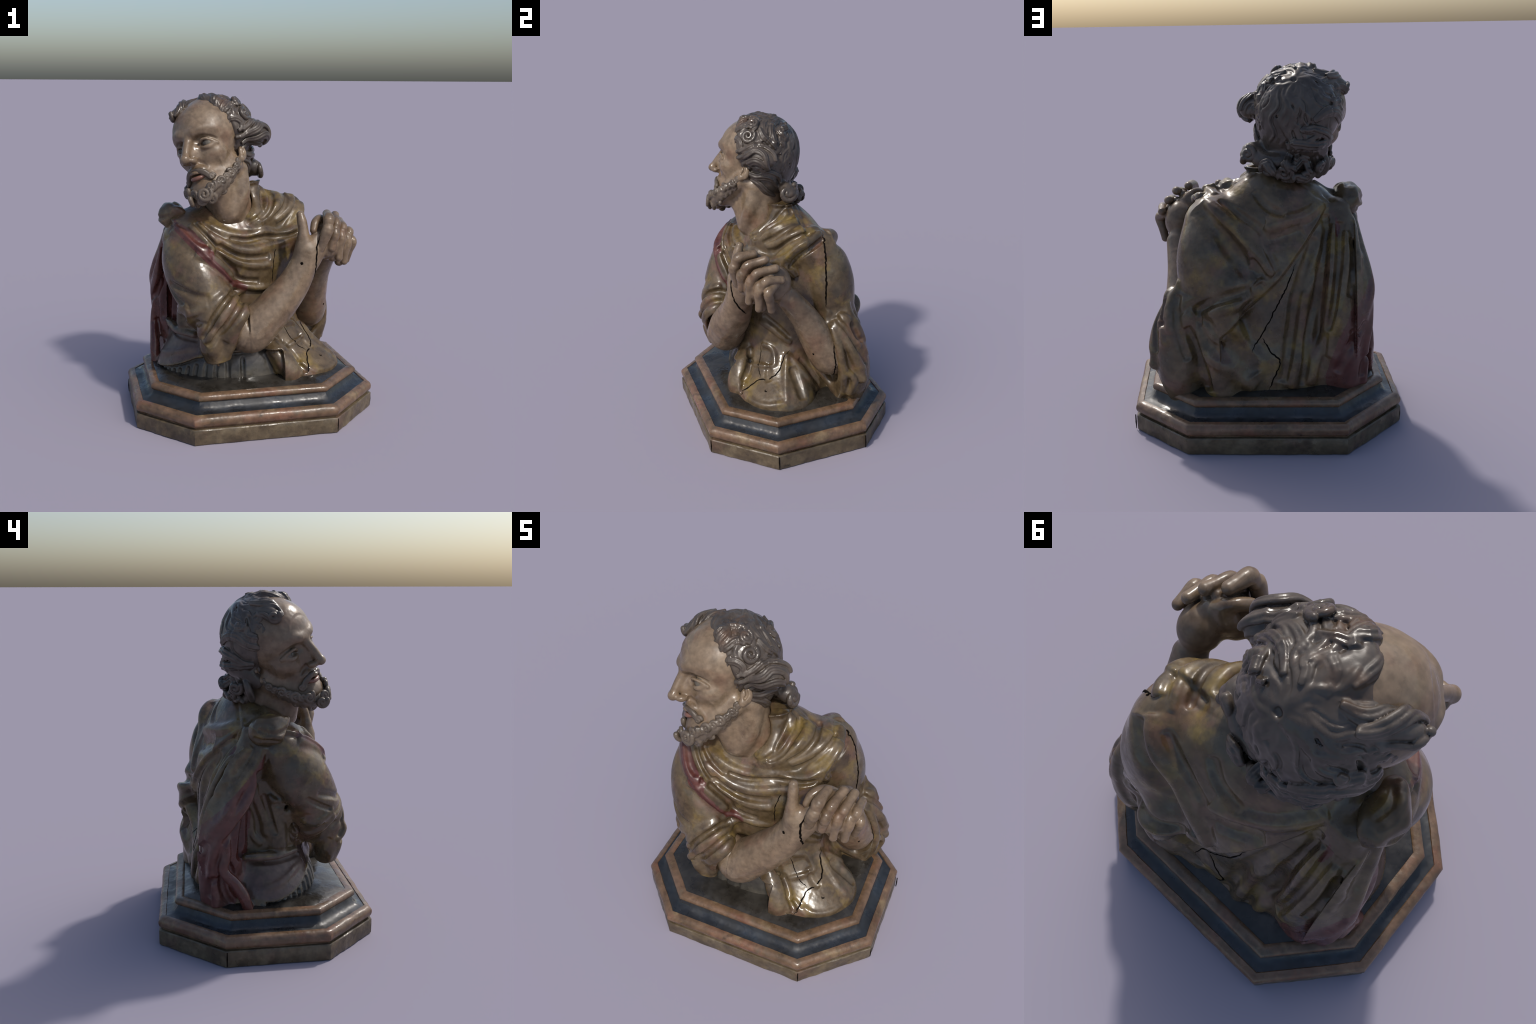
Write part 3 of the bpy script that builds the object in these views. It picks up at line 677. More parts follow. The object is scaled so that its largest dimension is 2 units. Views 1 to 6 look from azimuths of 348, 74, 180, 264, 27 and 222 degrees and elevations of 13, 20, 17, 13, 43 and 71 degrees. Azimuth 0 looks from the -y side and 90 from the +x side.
B.fold([(0.161, -0.168, 0.730), (0.229, -0.104, 0.691), (0.285, -0.047, 0.632), (0.313, -0.010, 0.597)], 0.018, 0.016)
B.fold([(0.185, -0.149, 0.777), (0.248, -0.078, 0.711), (0.293, -0.018, 0.631)], -0.016, 0.014)
B.fold([(0.336, -0.307, 0.319), (0.389, -0.293, 0.289), (0.478, -0.229, 0.283), (0.535, -0.109, 0.304)], 0.010, 0.014)
B.fold([(0.116, -0.246, 0.458), (0.255, -0.314, 0.354), (0.368, -0.306, 0.271)], 0.014, 0.013)
B.fold([(0.057, -0.234, 0.418), (0.162, -0.319, 0.331), (0.251, -0.336, 0.275)], 0.012, 0.013)
B.fold([(0.30, -0.17, 0.50), (0.36, -0.20, 0.43), (0.40, -0.20, 0.40)], -0.008, 0.02)
# pleats of the dark skirt: flat bands between narrow slits
for i, t in enumerate([0.03, 0.10, 0.17, 0.24, 0.31, 0.40, 0.48, 0.57, 0.66, 0.76, 0.88]):
    a = math.radians(188 + 92 * t)
    c = A(-0.08 + 0.495 * math.cos(a), 0.03 + 0.37 * math.sin(a))
    top = float(hem_line(c[0])) - 0.015
    B.fold([(c[0], c[1], 0.26), (c[0], c[1] * 0.99, 0.5 * (0.26 + top)), (c[0] * 0.98, c[1] * 0.98, top)], -0.018 if i % 3 else -0.028, 0.009, taper=(0.02, 0.3))
B.sharpen(4, 0.9)
# collar band on the left of the neck, and the opening for the neck
B.gain, B.tight, B.crest = 1.0, 1.0, 2.0
B.fold([(0.03, 0.05, 1.45), (0.045, 0.0, 1.41), (0.03, -0.085, 1.315), (0.02, -0.13, 1.275), (-0.03, -0.175, 1.24)], 0.016, 0.030, taper=(0.01, 0.1))
B.fold([(0.085, 0.064, 1.45), (0.085, 0.003, 1.397), (0.072, -0.083, 1.297), (0.068, -0.125, 1.266), (0.017, -0.150, 1.245), (-0.039, -0.19, 1.222)], -0.020, 0.009, taper=(0.01, 0.1))
B.relabel((-0.1, -0.25, 1.2), (0.12, 0.12, 1.5), lambda x, y, z: np.interp(z, [1.23, 1.27, 1.30, 1.40, 1.46], [0.03, 0.065, 0.066, 0.08, 0.08]) - x, COLLAR, (CLOAK, TUNIC))
B.tube([(-0.165, -0.03, 1.56, 0.146), (-0.155, -0.045, 1.42, 0.149), (-0.135, -0.035, 1.33, 0.152)], k=0.012, cut=True)
B.tube([(-0.075, -0.10, 1.54, 0.056), (-0.06, -0.15, 1.40, 0.048), (-0.11, -0.165, 1.30, 0.03)], k=0.012, cut=True)
print("folds", time.time() - T0)

body = split_regions(B, {TUNIC: ("tunic", M_TUNIC, None), SLEEVE: ("sleeve", M_TUNIC, None), SLEEVE2: ("sleeve", M_TUNIC, None), CLOAK: ("cloak", M_CLOAK, None), LINING: ("cloak_lining", M_LINING, None),
                         SKIRT: ("skirt", M_SKIRT, None), APRON: ("tunic_front", M_TUNIC, None), COLLAR: ("collar", M_TUNIC, None), PEPLUM: ("tunic_hem", M_PEPLUM, None)}, bust)
def crack(vol, pts, parent, r=0.0032, name="crack"):
    """A dark split in the wood: a thin strip let into the surface along a jagged line."""
    c = spline(pts, 0.012)
    g = np.random.default_rng(len(pts) * 31 + int(1000 * abs(pts[0][0])))
    c = vol.snap(c + g.uniform(-0.003, 0.003, c.shape))
    rad = r * np.clip(np.minimum(np.linspace(0.2, 6, len(c)), np.linspace(6, 0.2, len(c))), 0, 1) * g.uniform(0.7, 1.2, len(c))
    T_ = np.gradient(c, axis=0); T_ /= np.linalg.norm(T_, axis=1, keepdims=True) + 1e-9
    N_ = vol.normal(c); S_ = np.cross(N_, T_)
    V, F, m = [], [], 6
    for i in range(len(c)):
        for j in range(m):
            a = 2 * math.pi * j / m
            V.append(c[i] + rad[i] * (math.cos(a) * S_[i] + 0.45 * math.sin(a) * N_[i]) + 0.0005 * N_[i])
    F = [(i * m + j, i * m + (j + 1) % m, (i + 1) * m + (j + 1) % m, (i + 1) * m + j) for i in range(len(c) - 1) for j in range(m)]
    return add_object(name, raw_mesh(name, np.array(V), np.array(F)), parent, M_DARK)


crack(B, [(0.328, 0.202, 1.32), (0.358, 0.200, 1.284), (0.413, 0.190, 1.154), (0.438, 0.184, 1.013), (0.445, 0.180, 0.87)], body[SLEEVE2], 0.0055)
crack(B, [(0.336, -0.035, 0.564), (0.354, -0.080, 0.532), (0.394, -0.142, 0.457), (0.379, -0.208, 0.421), (0.343, -0.251, 0.403), (0.327, -0.295, 0.354), (0.300, -0.337, 0.272)], body[APRON], 0.0045)
crack(B, [(0.20, -0.19, 0.56), (0.25, -0.22, 0.48), (0.29, -0.235, 0.44), (0.343, -0.245, 0.41)], body[APRON], 0.0025)
crack(B, [(-0.182, 0.366, 0.984), (-0.126, 0.402, 0.834), (-0.054, 0.408, 0.704), (0.012, 0.394, 0.582), (0.060, 0.428, 0.503)], body[CLOAK], 0.0035)
crack(B, [(0.004, 0.394, 0.573), (-0.042, 0.392, 0.494), (-0.085, 0.391, 0.441), (-0.056, 0.394, 0.356), (-0.030, 0.399, 0.279)], body[CLOAK], 0.0040)
crack(B, [(0.131, -0.17, 1.09), (0.135, -0.19, 1.05), (0.12, -0.22, 0.99), (0.115, -0.225, 0.92), (0.11, -0.21, 0.85)], body[CLOAK], 0.0025)
crack(B, [(0.425, -0.235, 0.366), (0.435, -0.237, 0.360), (0.437, -0.224, 0.357)], body[APRON], 0.004, "nail_spot")  # dark spot added on the apron for a nail hole; nothing is cut
print("body", time.time() - T0)

# ------------------------------------------------------------------ knot of the cloak: bunched cloth with flat facets
K = Volume((-0.64, -0.19, 1.10), (-0.33, 0.19, 1.40), 0.004)
KR = axes((0.2, 0.1, 1), (1, 0.15, 0))
K.ell((-0.487, 0.0, 1.252), (0.090, 0.122, 0.092), KR, k=0.0, lab=0)
K.ell((-0.455, -0.075, 1.285), (0.055, 0.055, 0.038), axes((0.3, 0.5, 1), (1, -0.5, 0)), k=0.015, lab=0)
kx, ky, kz = K.ax[0][:, None, None], K.ax[1][None, :, None], K.ax[2][None, None, :]
for nx, ny, nz, off in [(-1, 0.3, 0.25, 0.062), (-0.75, -0.6, 0.3, 0.075), (-0.5, 0.1, 1, 0.066), (-0.7, 0.0, -0.75, 0.064), (-0.3, 1, 0.2, 0.088), (-0.2, -1, -0.35, 0.085), (-0.1, 0.7, 0.8, 0.078), (-0.8, 0.75, -0.4, 0.076)]:
    l = math.sqrt(nx * nx + ny * ny + nz * nz)
    half = ((kx + 0.485) * nx + (ky - 0.005) * ny + (kz - 1.252) * nz) / l - off - 0.012
    K.carve(tuple(slice(0, int(n)) for n in K.n), (-half).astype(np.float32), 0.012)
K.fold([(-0.55, 0.07, 1.27), (-0.57, 0.0, 1.245), (-0.55, -0.06, 1.25), (-0.50, -0.11, 1.27)], -0.014, 0.011)
K.fold([(-0.52, 0.09, 1.22), (-0.55, 0.02, 1.205), (-0.53, -0.06, 1.205)], -0.012, 0.010)
K.fold([(-0.50, 0.08, 1.31), (-0.52, 0.0, 1.315), (-0.48, -0.08, 1.315)], 0.010, 0.014)
K.fold([(-0.47, 0.06, 1.335), (-0.48, -0.02, 1.335), (-0.44, -0.08, 1.33)], -0.012, 0.010)
split_regions(K, {0: ("cloak_knot", M_CLOAK, None)}, body[CLOAK])

# ------------------------------------------------------------------ arms and clasped hands
FORE_R, HAND_R, FING_R, THUMB_R, FORE_L, HAND_L, FING_L = 0, 1, 2, 3, 4, 5, 6
H = Volume((-0.28, -0.57, 0.38), (0.72, 0.36, 1.38), 0.0042)
H.tube([(-0.12, -0.34, 0.63, 0.10), (-0.05, -0.355, 0.58, 0.124), (0.045, -0.36, 0.675, 0.120), (0.135, -0.345, 0.765, 0.112), (0.22, -0.333, 0.865, 0.097), (0.28, -0.325, 0.98, 0.084), (0.305, -0.33, 1.07, 0.072)], k=0.0, lab=FORE_R)
H.tube([(0.44, 0.24, 0.56, 0.10), (0.455, 0.19, 0.54, 0.118), (0.455, 0.10, 0.70, 0.103), (0.465, 0.02, 0.85, 0.084), (0.49, -0.08, 0.99, 0.070)], k=0.0, lab=FORE_L)
# right hand
H.ell((0.35, -0.32, 1.07), (0.07, 0.055, 0.12), axes((0.35, 0, 1), (1, 0, 0)), k=0.04, lab=HAND_R)
H.tube([(0.285, -0.33, 1.06, 0.052), (0.278, -0.338, 1.14, 0.042), (0.276, -0.333, 1.20, 0.030), (0.270, -0.318, 1.25, 0.028), (0.264, -0.305, 1.285, 0.022)], k=0.03, lab=THUMB_R)
H.ell((0.455, -0.265, 1.10), (0.115, 0.085, 0.105), None, k=0.03, lab=HAND_R)
# left hand
H.tube([(0.47, -0.20, 1.20, 0.032), (0.41, -0.235, 1.245, 0.027), (0.365, -0.285, 1.235, 0.024), (0.345, -0.315, 1.19, 0.021)], k=0.01, lab=HAND_L)
H.ell((0.49, -0.16, 1.10), (0.085, 0.10, 0.115), None, k=0.03, lab=HAND_L)
H.ell((0.42, -0.22, 1.17), (0.06, 0.05, 0.07), None, k=0.03, lab=HAND_L)
tips_r = [(0.428, -0.259, 1.284), (0.495, -0.21, 1.266), (0.538, -0.161, 1.221), (0.576, -0.14, 1.161)]
for i, t in enumerate(tips_r):
    f = i / 3
    t = A(*t) + A(0.012, 0, 0)
    kn = A(0.412 + 0.155 * f, -0.38 + 0.10 * f, 1.195 - 0.115 * f)
    md = A(0.427 + 0.165 * f, -0.355 + 0.115 * f, 1.265 - 0.105 * f)
    r = 0.032 - 0.004 * f
    H.tube([(*(kn + A(-0.035, 0.025, -0.10)), r), (*kn, r * 1.08), (*(0.5 * kn + 0.5 * md), r * 0.95), (*md, r * 1.04), (*(0.45 * md + 0.55 * t), r * 0.88), (*(t + A(0, -0.008, -0.004)), r * 0.8)], k=0.008, lab=FING_R)
tips_l = [(0.452, -0.352, 1.085), (0.505, -0.325, 1.02), (0.553, -0.280, 0.985), (0.588, -0.215, 0.98)]
for i, t in enumerate(tips_l):
    f = i / 3
    st = A(0.47 + 0.11 * f, -0.24 + 0.06 * f, 1.235 - 0.10 * f)
    md = A(0.465 + 0.15 * f, -0.345 + 0.11 * f, 1.185 - 0.085 * f)
    r = 0.030 - 0.003 * f
    H.tube([(*st, r), (*md, r * 1.08), (*(0.5 * md + 0.5 * A(*t)), r * 0.92), (*t, r * 0.78)], k=0.008, lab=FING_L)
H.sharpen(3, 0.7)
hands = split_regions(H, {FORE_R: ("forearm", M_SKIN, None), HAND_R: ("hand", M_SKIN, None), FING_R: ("finger", M_SKIN, 1), THUMB_R: ("thumb", M_SKIN, 1), FORE_L: ("forearm", M_SKIN, None), HAND_L: ("hand", M_SKIN, None), FING_L: ("finger", M_SKIN, 5)}, bust)
crack(H, [(0.349, -0.383, 1.18), (0.348, -0.395, 1.08), (0.347, -0.38, 0.98), (0.347, -0.34, 0.90), (0.346, -0.293, 0.845)], hands[FORE_R], 0.0055)
crack(H, [(0.49, 0.185, 0.70), (0.56, 0.185, 0.64), (0.58, 0.185, 0.55), (0.56, 0.185, 0.47), (0.52, 0.185, 0.43)], hands[FORE_L], 0.0045)
crack(H, [(0.258, -0.39, 1.018), (0.258, -0.39, 1.008), (0.255, -0.39, 0.999)], hands[FORE_R], 0.009, "nail_spot")  # dark spot laid on the wrist where a nail hole sits, skin uncut
crack(H, [(0.54, 0.048, 0.618), (0.54, 0.048, 0.610), (0.54, 0.05, 0.602)], hands[FORE_L], 0.007, "nail_spot")  # left forearm's nail hole, shown by a dark patch on the surface
print("hands", time.time() - T0)

# ------------------------------------------------------------------ head and neck
HEAD, NECK, EAR, NOSE, LIP = 0, 1, 2, 3, 4
S = Volume((-0.30, -0.30, -0.62), (0.30, 0.38, 0.27), 0.0042)
S.ell((0, 0.0, 0.03), (0.202, 0.235, 0.215), k=0.0, lab=HEAD)
S.ell((0, 0.10, 0.02), (0.184, 0.176, 0.172), k=0.05, lab=HEAD)
S.ell((0, 0.10, -0.14), (0.138, 0.142, 0.16), k=0.05, lab=HEAD)
S.ell((0, 0.13, -0.28), (0.10, 0.11, 0.10), k=0.05, lab=HEAD)
S.ell((0, 0.215, -0.345), (0.055, 0.045, 0.05), k=0.04, lab=HEAD)
for sx in (-1, 1):
    S.tube([(sx * 0.125, 0.02, -0.20, 0.05), (sx * 0.05, 0.19, -0.34, 0.05)], k=0.04, lab=HEAD)
S.tube([wh(-0.16, -0.03, 1.56, 0.14), wh(-0.15, -0.045, 1.42, 0.142), wh(-0.13, -0.03, 1.28, 0.15), wh(-0.12, 0.0, 1.18, 0.16)], k=0.05, lab=NECK)
S.tube([wh(-0.075, -0.10, 1.54, 0.05), wh(-0.06, -0.15, 1.40, 0.042), wh(-0.12, -0.165, 1.28, 0.035)], k=0.04, lab=NECK)
S.tube([wh(-0.20, -0.16, 1.40, 0.06), wh(-0.17, -0.15, 1.28, 0.05)], k=0.05, lab=NECK)
for sx in (-1, 1):
    S.ell((sx * 0.080, 0.272, -0.064), (0.054, 0.054, 0.040), k=0.022, cut=True)        # eye socket
    S.tube([(0, 0.254, -0.012, 0.014), (sx * 0.045, 0.268, -0.004, 0.017), (sx * 0.09, 0.243, 0.010, 0.013), (sx * 0.14, 0.178, 0.0, 0.008)], k=0.04, lab=HEAD)   # brow
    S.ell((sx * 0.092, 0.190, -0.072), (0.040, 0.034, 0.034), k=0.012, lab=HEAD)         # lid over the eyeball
    S.tube([(sx * 0.048, 0.222, -0.082, 0.006), (sx * 0.070, 0.238, -0.058, 0.008), (sx * 0.098, 0.235, -0.052, 0.008), (sx * 0.128, 0.204, -0.070, 0.007), (sx * 0.145, 0.182, -0.084, 0.004)], k=0.007, lab=HEAD)
    S.tube([(sx * 0.050, 0.222, -0.089, 0.005), (sx * 0.076, 0.231, -0.100, 0.007), (sx * 0.102, 0.224, -0.100, 0.007), (sx * 0.132, 0.198, -0.086, 0.005)], k=0.010, lab=HEAD)
    S.tube([(sx * 0.055, 0.242, -0.050, 0.006), (sx * 0.085, 0.247, -0.040, 0.006), (sx * 0.12, 0.218, -0.045, 0.006), (sx * 0.145, 0.185, -0.062, 0.004)], k=0.012, cut=True)
    S.ell((sx * 0.098, 0.152, -0.128), (0.052, 0.055, 0.045), k=0.05, lab=HEAD)
for sx in (-1, 1):
    S.fold([(sx * 0.125, 0.15, -0.19), (sx * 0.11, 0.185, -0.215), (sx * 0.09, 0.205, -0.235)], -0.004, 0.034)
S.ell((0, 0.245, -0.13), (0.036, 0.046, 0.066), k=0.03, lab=NOSE)
S.tube([(0, 0.255, -0.015, 0.019), (0, 0.290, -0.085, 0.022), (0, 0.322, -0.150, 0.022)], k=0.025, lab=NOSE)
S.ell((0, 0.326, -0.164), (0.022, 0.023, 0.019), k=0.022, lab=NOSE)
for sx in (-1, 1):
    S.ell((sx * 0.027, 0.284, -0.171), (0.019, 0.032, 0.017), k=0.016, lab=NOSE)
    S.ell((sx * 0.016, 0.298, -0.196), (0.008, 0.013, 0.009), k=0.006, cut=True)
    S.fold([(sx * 0.052, 0.262, -0.165), (sx * 0.062, 0.245, -0.195), (sx * 0.078, 0.222, -0.225)], -0.006, 0.012)
S.ell((0, 0.222, -0.225), (0.062, 0.044, 0.034), k=0.03, lab=HEAD)
S.ell((0, 0.268, -0.252), (0.044, 0.045, 0.012), k=0.008, cut=True)
S.tube([(-0.048, 0.228, -0.258, 0.007), (-0.02, 0.252, -0.269, 0.012), (0.02, 0.252, -0.269, 0.012), (0.048, 0.228, -0.258, 0.007)], k=0.012, lab=LIP)
S.tube([(-0.045, 0.232, -0.243, 0.006), (-0.015, 0.262, -0.238, 0.008), (0.015, 0.262, -0.238, 0.008), (0.045, 0.232, -0.243, 0.006)], k=0.010, lab=HEAD)
S.tube([(-0.172, 0.015, -0.075, 0.014), (-0.197, -0.03, -0.072, 0.017), (-0.203, -0.05, -0.115, 0.016), (-0.19, -0.02, -0.165, 0.017), (-0.174, 0.012, -0.180, 0.023)], k=0.014, lab=EAR)
S.ell((-0.172, -0.01, -0.125), (0.014, 0.035, 0.045), k=0.02, lab=EAR)
S.ell((-0.185, 0.012, -0.120), (0.012, 0.014, 0.016), k=0.01, lab=EAR)
S.ell((0.176, -0.012, -0.145), (0.016, 0.030, 0.042), k=0.012, lab=EAR)
S.ell((0.176, 0.008, -0.178), (0.017, 0.020, 0.022), k=0.012, lab=EAR)
S.tube([(0.186, -0.005, -0.105, 0.008), (0.192, -0.012, -0.135, 0.010), (0.188, 0.0, -0.155, 0.008)], k=0.008, cut=True)
S.sharpen(3, 0.7)
head = split_regions(S, {HEAD: ("head", M_SKIN, None), NECK: ("neck", M_SKIN, None), EAR: ("ear", M_SKIN, 0), NOSE: ("nose", M_SKIN, 0), LIP: ("lip", M_LIP, 0)}, bust, (HO, HR))
for sx in (-1, 1):
    bpy.ops.mesh.primitive_uv_sphere_add(segments=32, ring_count=20, radius=0.0375)
    eye = bpy.context.object
    eye.name = "eye"; eye.data.name = "eye"
    co = np.empty(len(eye.data.vertices) * 3); eye.data.vertices.foreach_get("co", co); co = co.reshape(-1, 3)
    eye.data.vertices.foreach_set("co", (HO + (co + A(sx * 0.092, 0.1965, -0.076)) @ HR).astype(np.float32).ravel())
    eye.data.polygons.foreach_set("use_smooth", np.ones(len(eye.data.polygons), bool))
    eye.data.materials.append(M_EYE)
    eye.parent = head[HEAD]
    iris = eye.copy(); iris.data = eye.data.copy()
    iris.name = "iris"; iris.data.name = "iris"
    bpy.context.scene.collection.objects.link(iris)
    q = co * 0.36 * A(1, 0.3, 1) + A(sx * 0.092 - 0.005, 0.1965 + 0.0345, -0.078)
    iris.data.vertices.foreach_set("co", (HO + q @ HR).astype(np.float32).ravel())
    iris.data.materials.clear(); iris.data.materials.append(M_IRIS)
    iris.parent = eye
print("head", time.time() - T0)

# ------------------------------------------------------------------ hair and beard
HAIR, BEARD, MOUST, LOCK = 0, 1, 2, 3
W = Volume((-0.30, -0.40, -0.48), (0.34, 0.36, 0.32), 0.004)
W.ell((0, -0.01, 0.03), (0.224, 0.240, 0.222), k=0.0, lab=HAIR)
W.ell((0, -0.10, -0.08), (0.165, 0.14, 0.20), k=0.05, lab=HAIR)
# hairline: the face side is cut away along a curve that falls back towards the ears
_sl, (_x, _y, _z) = W.box(W.lo, W.lo + W.h * W.n, 0)
_f = (np.interp(_z, [-0.4, -0.17, -0.12, -0.04, 0.06, 0.14, 0.2, 0.3], [-0.06, -0.04, 0.02, 0.045, 0.085, 0.11, 0.115, 0.10]) - _y + 0.02 * np.clip(np.abs(_x) - 0.1, 0, 1)) * 0.8
W.carve(tuple(slice(0, int(n)) for n in W.n), (_f + 0 * _x).astype(np.float32), 0.012)
# fuller hair at both sides, side bun, nape roll, tuft over the forehead
W.ell((0.148, -0.03, 0.05), (0.095, 0.115, 0.125), k=0.04, lab=HAIR)
W.ell((-0.148, -0.03, 0.03), (0.095, 0.12, 0.13), k=0.04, lab=HAIR)
W.ell((-0.165, -0.10, -0.07), (0.085, 0.09, 0.10), k=0.04, lab=HAIR)
W.ell((-0.195, -0.04, -0.13), (0.055, 0.06, 0.07), k=0.03, lab=HAIR)
W.ell((0.222, -0.125, -0.030), (0.068, 0.100, 0.066), k=0.03, lab=HAIR)
W.tube([wh(0.04, 0.09, 1.53, 0.045), wh(-0.03, 0.135, 1.49, 0.048), wh(-0.14, 0.14, 1.485, 0.048), wh(-0.24, 0.11, 1.485, 0.045), wh(-0.31, 0.05, 1.50, 0.04)], k=0.04, lab=HAIR)
W.tube([(-0.08, 0.08, 0.19, 0.04), (-0.09, 0.15, 0.175, 0.038), (-0.105, 0.195, 0.155, 0.03)], k=0.03, lab=HAIR)
W.tube([(0.03, 0.06, 0.225, 0.03), (0.085, 0.09, 0.19, 0.035), (0.14, 0.085, 0.15, 0.03)], k=0.03, lab=HAIR)
W.tube([(0.0, -0.03, 0.235, 0.02), (0.05, 0.01, 0.235, 0.022), (0.075, 0.06, 0.215, 0.02)], k=0.02, lab=HAIR)

# strands combed out from the whorl at the crown
rng = np.random.default_rng(7)
n_st = 54
base_ang = np.linspace(0, 2 * math.pi, n_st, endpoint=False) + rng.uniform(-0.04, 0.04, n_st)
whorl = W.snap(np.array([[-0.03, -0.122, 0.22]]))[0]
nrm0 = W.normal(whorl[None])[0]
ex = np.cross(nrm0, A(0, 1, 0)); ex /= np.linalg.norm(ex); ey = np.cross(nrm0, ex)
P = whorl + 0.012 * (np.cos(base_ang)[:, None] * ex + np.sin(base_ang)[:, None] * ey)
Dr = np.cos(base_ang + 0.5)[:, None] * ex + np.sin(base_ang + 0.5)[:, None] * ey
trail = [P.copy()]
ph = rng.uniform(-0.35, 0.35, n_st) + 1.6 * np.sin(base_ang * 3.0) + base_ang
for i in range(30):
    N_ = W.normal(P)
    turn = 0.34 * np.sin(i * 0.55 + ph) - (0.05 if i < 8 else 0.0)
    Dr = Dr - N_ * (Dr * N_).sum(1, keepdims=True)
    Dr = Dr / np.linalg.norm(Dr, axis=1, keepdims=True)
    Dr = Dr + turn[:, None] * np.cross(N_, Dr) + A(0, 0, -0.05) * (i > 6)
    P = W.snap(P + 0.015 * Dr / np.linalg.norm(Dr, axis=1, keepdims=True), n=2)
    trail.append(P.copy())
trail = np.array(trail)
for j in range(n_st):
    line = trail[:, j]
    stop = len(line)
    for i, p in enumerate(line):
        if p[2] < -0.17 or p[1] > np.interp(p[2], [-0.2, 0.06, 0.2], [-0.05, 0.07, 0.10]):
            stop = i; break
    if stop > 6:
        stop = int(stop * rng.uniform(0.8, 1.0))
        W.fold(line[:stop], (0.009 if j % 3 else 0.013), 0.0085, taper=(0.2, 0.15), snap=False)
        if j % 2 == 0:
            W.fold(line[4:stop] + 0.008 * np.cross(W.normal(line[4:stop]), A(0, 0, 1)), -0.008, 0.006, taper=(0.2, 0.2), snap=False)


def lock(pts, w=0.05, n=4, lift=0.004, lab=None, vol=None, k=0.004, ends=(0.45, 0.3)):
    """A carved lock of hair: n parallel strands laid along a curve on the head, drawn together at the ends."""
    vol = vol or W
    c = vol.snap(spline(pts, 0.01))
    N_ = vol.normal(c)
    N_ = np.array([N_[max(0, i - 2):i + 3].mean(0) for i in range(len(N_))]); N_ /= np.linalg.norm(N_, axis=1, keepdims=True)
    T_ = np.gradient(c, axis=0); T_ /= np.linalg.norm(T_, axis=1, keepdims=True) + 1e-9
    S_ = np.cross(N_, T_)
    t = np.linspace(0, 1, len(c))
    e = ends[0] + (1 - ends[0]) * np.sin(np.clip(t / 0.45, 0, 1) * math.pi / 2)
    e = np.where(t > 0.55, ends[1] + (1 - ends[1]) * np.sin((1 - t) / 0.45 * math.pi / 2), e)
    sp = w / n
    for j in range(n):
        o = (j - (n - 1) / 2) * sp
        arch = -0.25 * w * (2 * o / w) ** 2
        q = c + S_ * (o * e)[:, None] + N_ * (lift + arch)
        vol.tube(np.column_stack([q, sp * 0.58 * (0.45 + 0.55 * e)]), k=k, lab=lab, smooth=False)


def curl(c, axis, r, tr, turns=1.6, start=0.0, rise=0.6, lab=None, vol=None, k=0.004, hand=1):
    """A snail curl: a tube wound inwards and slightly outwards along its axis."""
    vol = vol or W
    R = axes(axis, (0.3, 0.2, 1.0))
    n = int(18 * turns)
    pts = []
    for i in range(n + 1):
        t = i / n
        a = start + hand * turns * 2 * math.pi * t
        rr = r * (1 - 0.82 * t)
        p = np.asarray(c) + rr * (math.cos(a) * R[0] + math.sin(a) * R[1]) + R[2] * tr * rise * t
        pts.append((*p, tr * (1 - 0.35 * t)))
    vol.tube(pts, k=k, lab=lab, smooth=False)


# left side of the head
lock([(0.155, 0.115, 0.11), (0.135, 0.095, 0.167), (0.119, 0.055, 0.2), (0.142, -0.011, 0.189)], 0.05, 3, 0.006)
curl((0.205, 0.0, 0.165), (0.85, -0.05, 0.5), 0.033, 0.013, 1.7, 1.0)
lock([(0.165, 0.11, 0.085), (0.175, 0.075, 0.118), (0.178, 0.038, 0.136), (0.19, -0.017, 0.12)], 0.05, 3, 0.008)
curl((0.234, -0.012, 0.083), (1, -0.1, 0.2), 0.042, 0.016, 1.6, 1.2)
lock([(0.165, 0.09, 0.06), (0.198, 0.046, 0.05), (0.206, 0.015, 0.025), (0.20, 0.03, -0.02)], 0.04, 3, 0.006)
lock([(0.176, 0.075, 0.02), (0.17, 0.075, -0.03), (0.158, 0.062, -0.07), (0.155, 0.04, -0.105)], 0.035, 3, 0.006)
lock([(0.195, 0.03, -0.01), (0.222, -0.036, 0.012), (0.222, -0.09, 0.035), (0.235, -0.166, 0.018), (0.225, -0.204, -0.028)], 0.045, 3, 0.010)
lock([(0.185, 0.03, -0.045), (0.262, -0.059, -0.030), (0.269, -0.109, -0.002), (0.262, -0.162, -0.016), (0.239, -0.187, -0.061)], 0.045, 3, 0.012)
lock([(0.19, 0.0, -0.085), (0.246, -0.059, -0.074), (0.272, -0.119, -0.050), (0.259, -0.167, -0.058), (0.20, -0.19, -0.09)], 0.045, 3, 0.010)
lock([(0.17, -0.03, -0.11), (0.22, -0.08, -0.095), (0.23, -0.13, -0.085), (0.19, -0.175, -0.10)], 0.04, 3, 0.006)
curl((0.225, -0.155, -0.075), (0.7, -0.6, -0.2), 0.032, 0.014, 1.5, 0.5)
lock([(0.154, -0.018, -0.127), (0.156, -0.087, -0.148), (0.153, -0.137, -0.136), (0.126, -0.18, -0.14), (0.082, -0.202, -0.177)], 0.05, 3, 0.012)
lock([(0.166, -0.12, -0.111), (0.145, -0.17, -0.105), (0.103, -0.207, -0.117), (0.07, -0.217, -0.152)], 0.04, 3, 0.01)
lock([(0.144, -0.042, -0.171), (0.137, -0.11, -0.19), (0.099, -0.15, -0.224), (0.038, -0.187, -0.247)], 0.045, 3, 0.010)
W.tube([wh(0.0, 0.06, 1.56, 0.03), wh(0.05, 0.075, 1.54, 0.045), wh(0.07, 0.09, 1.52, 0.04)], k=0.02, lab=HAIR)
curl(wh(0.082, 0.072, 1.525)[:3], (0.75, -0.6, 0.1), 0.046, 0.019, 1.5, 2.0)
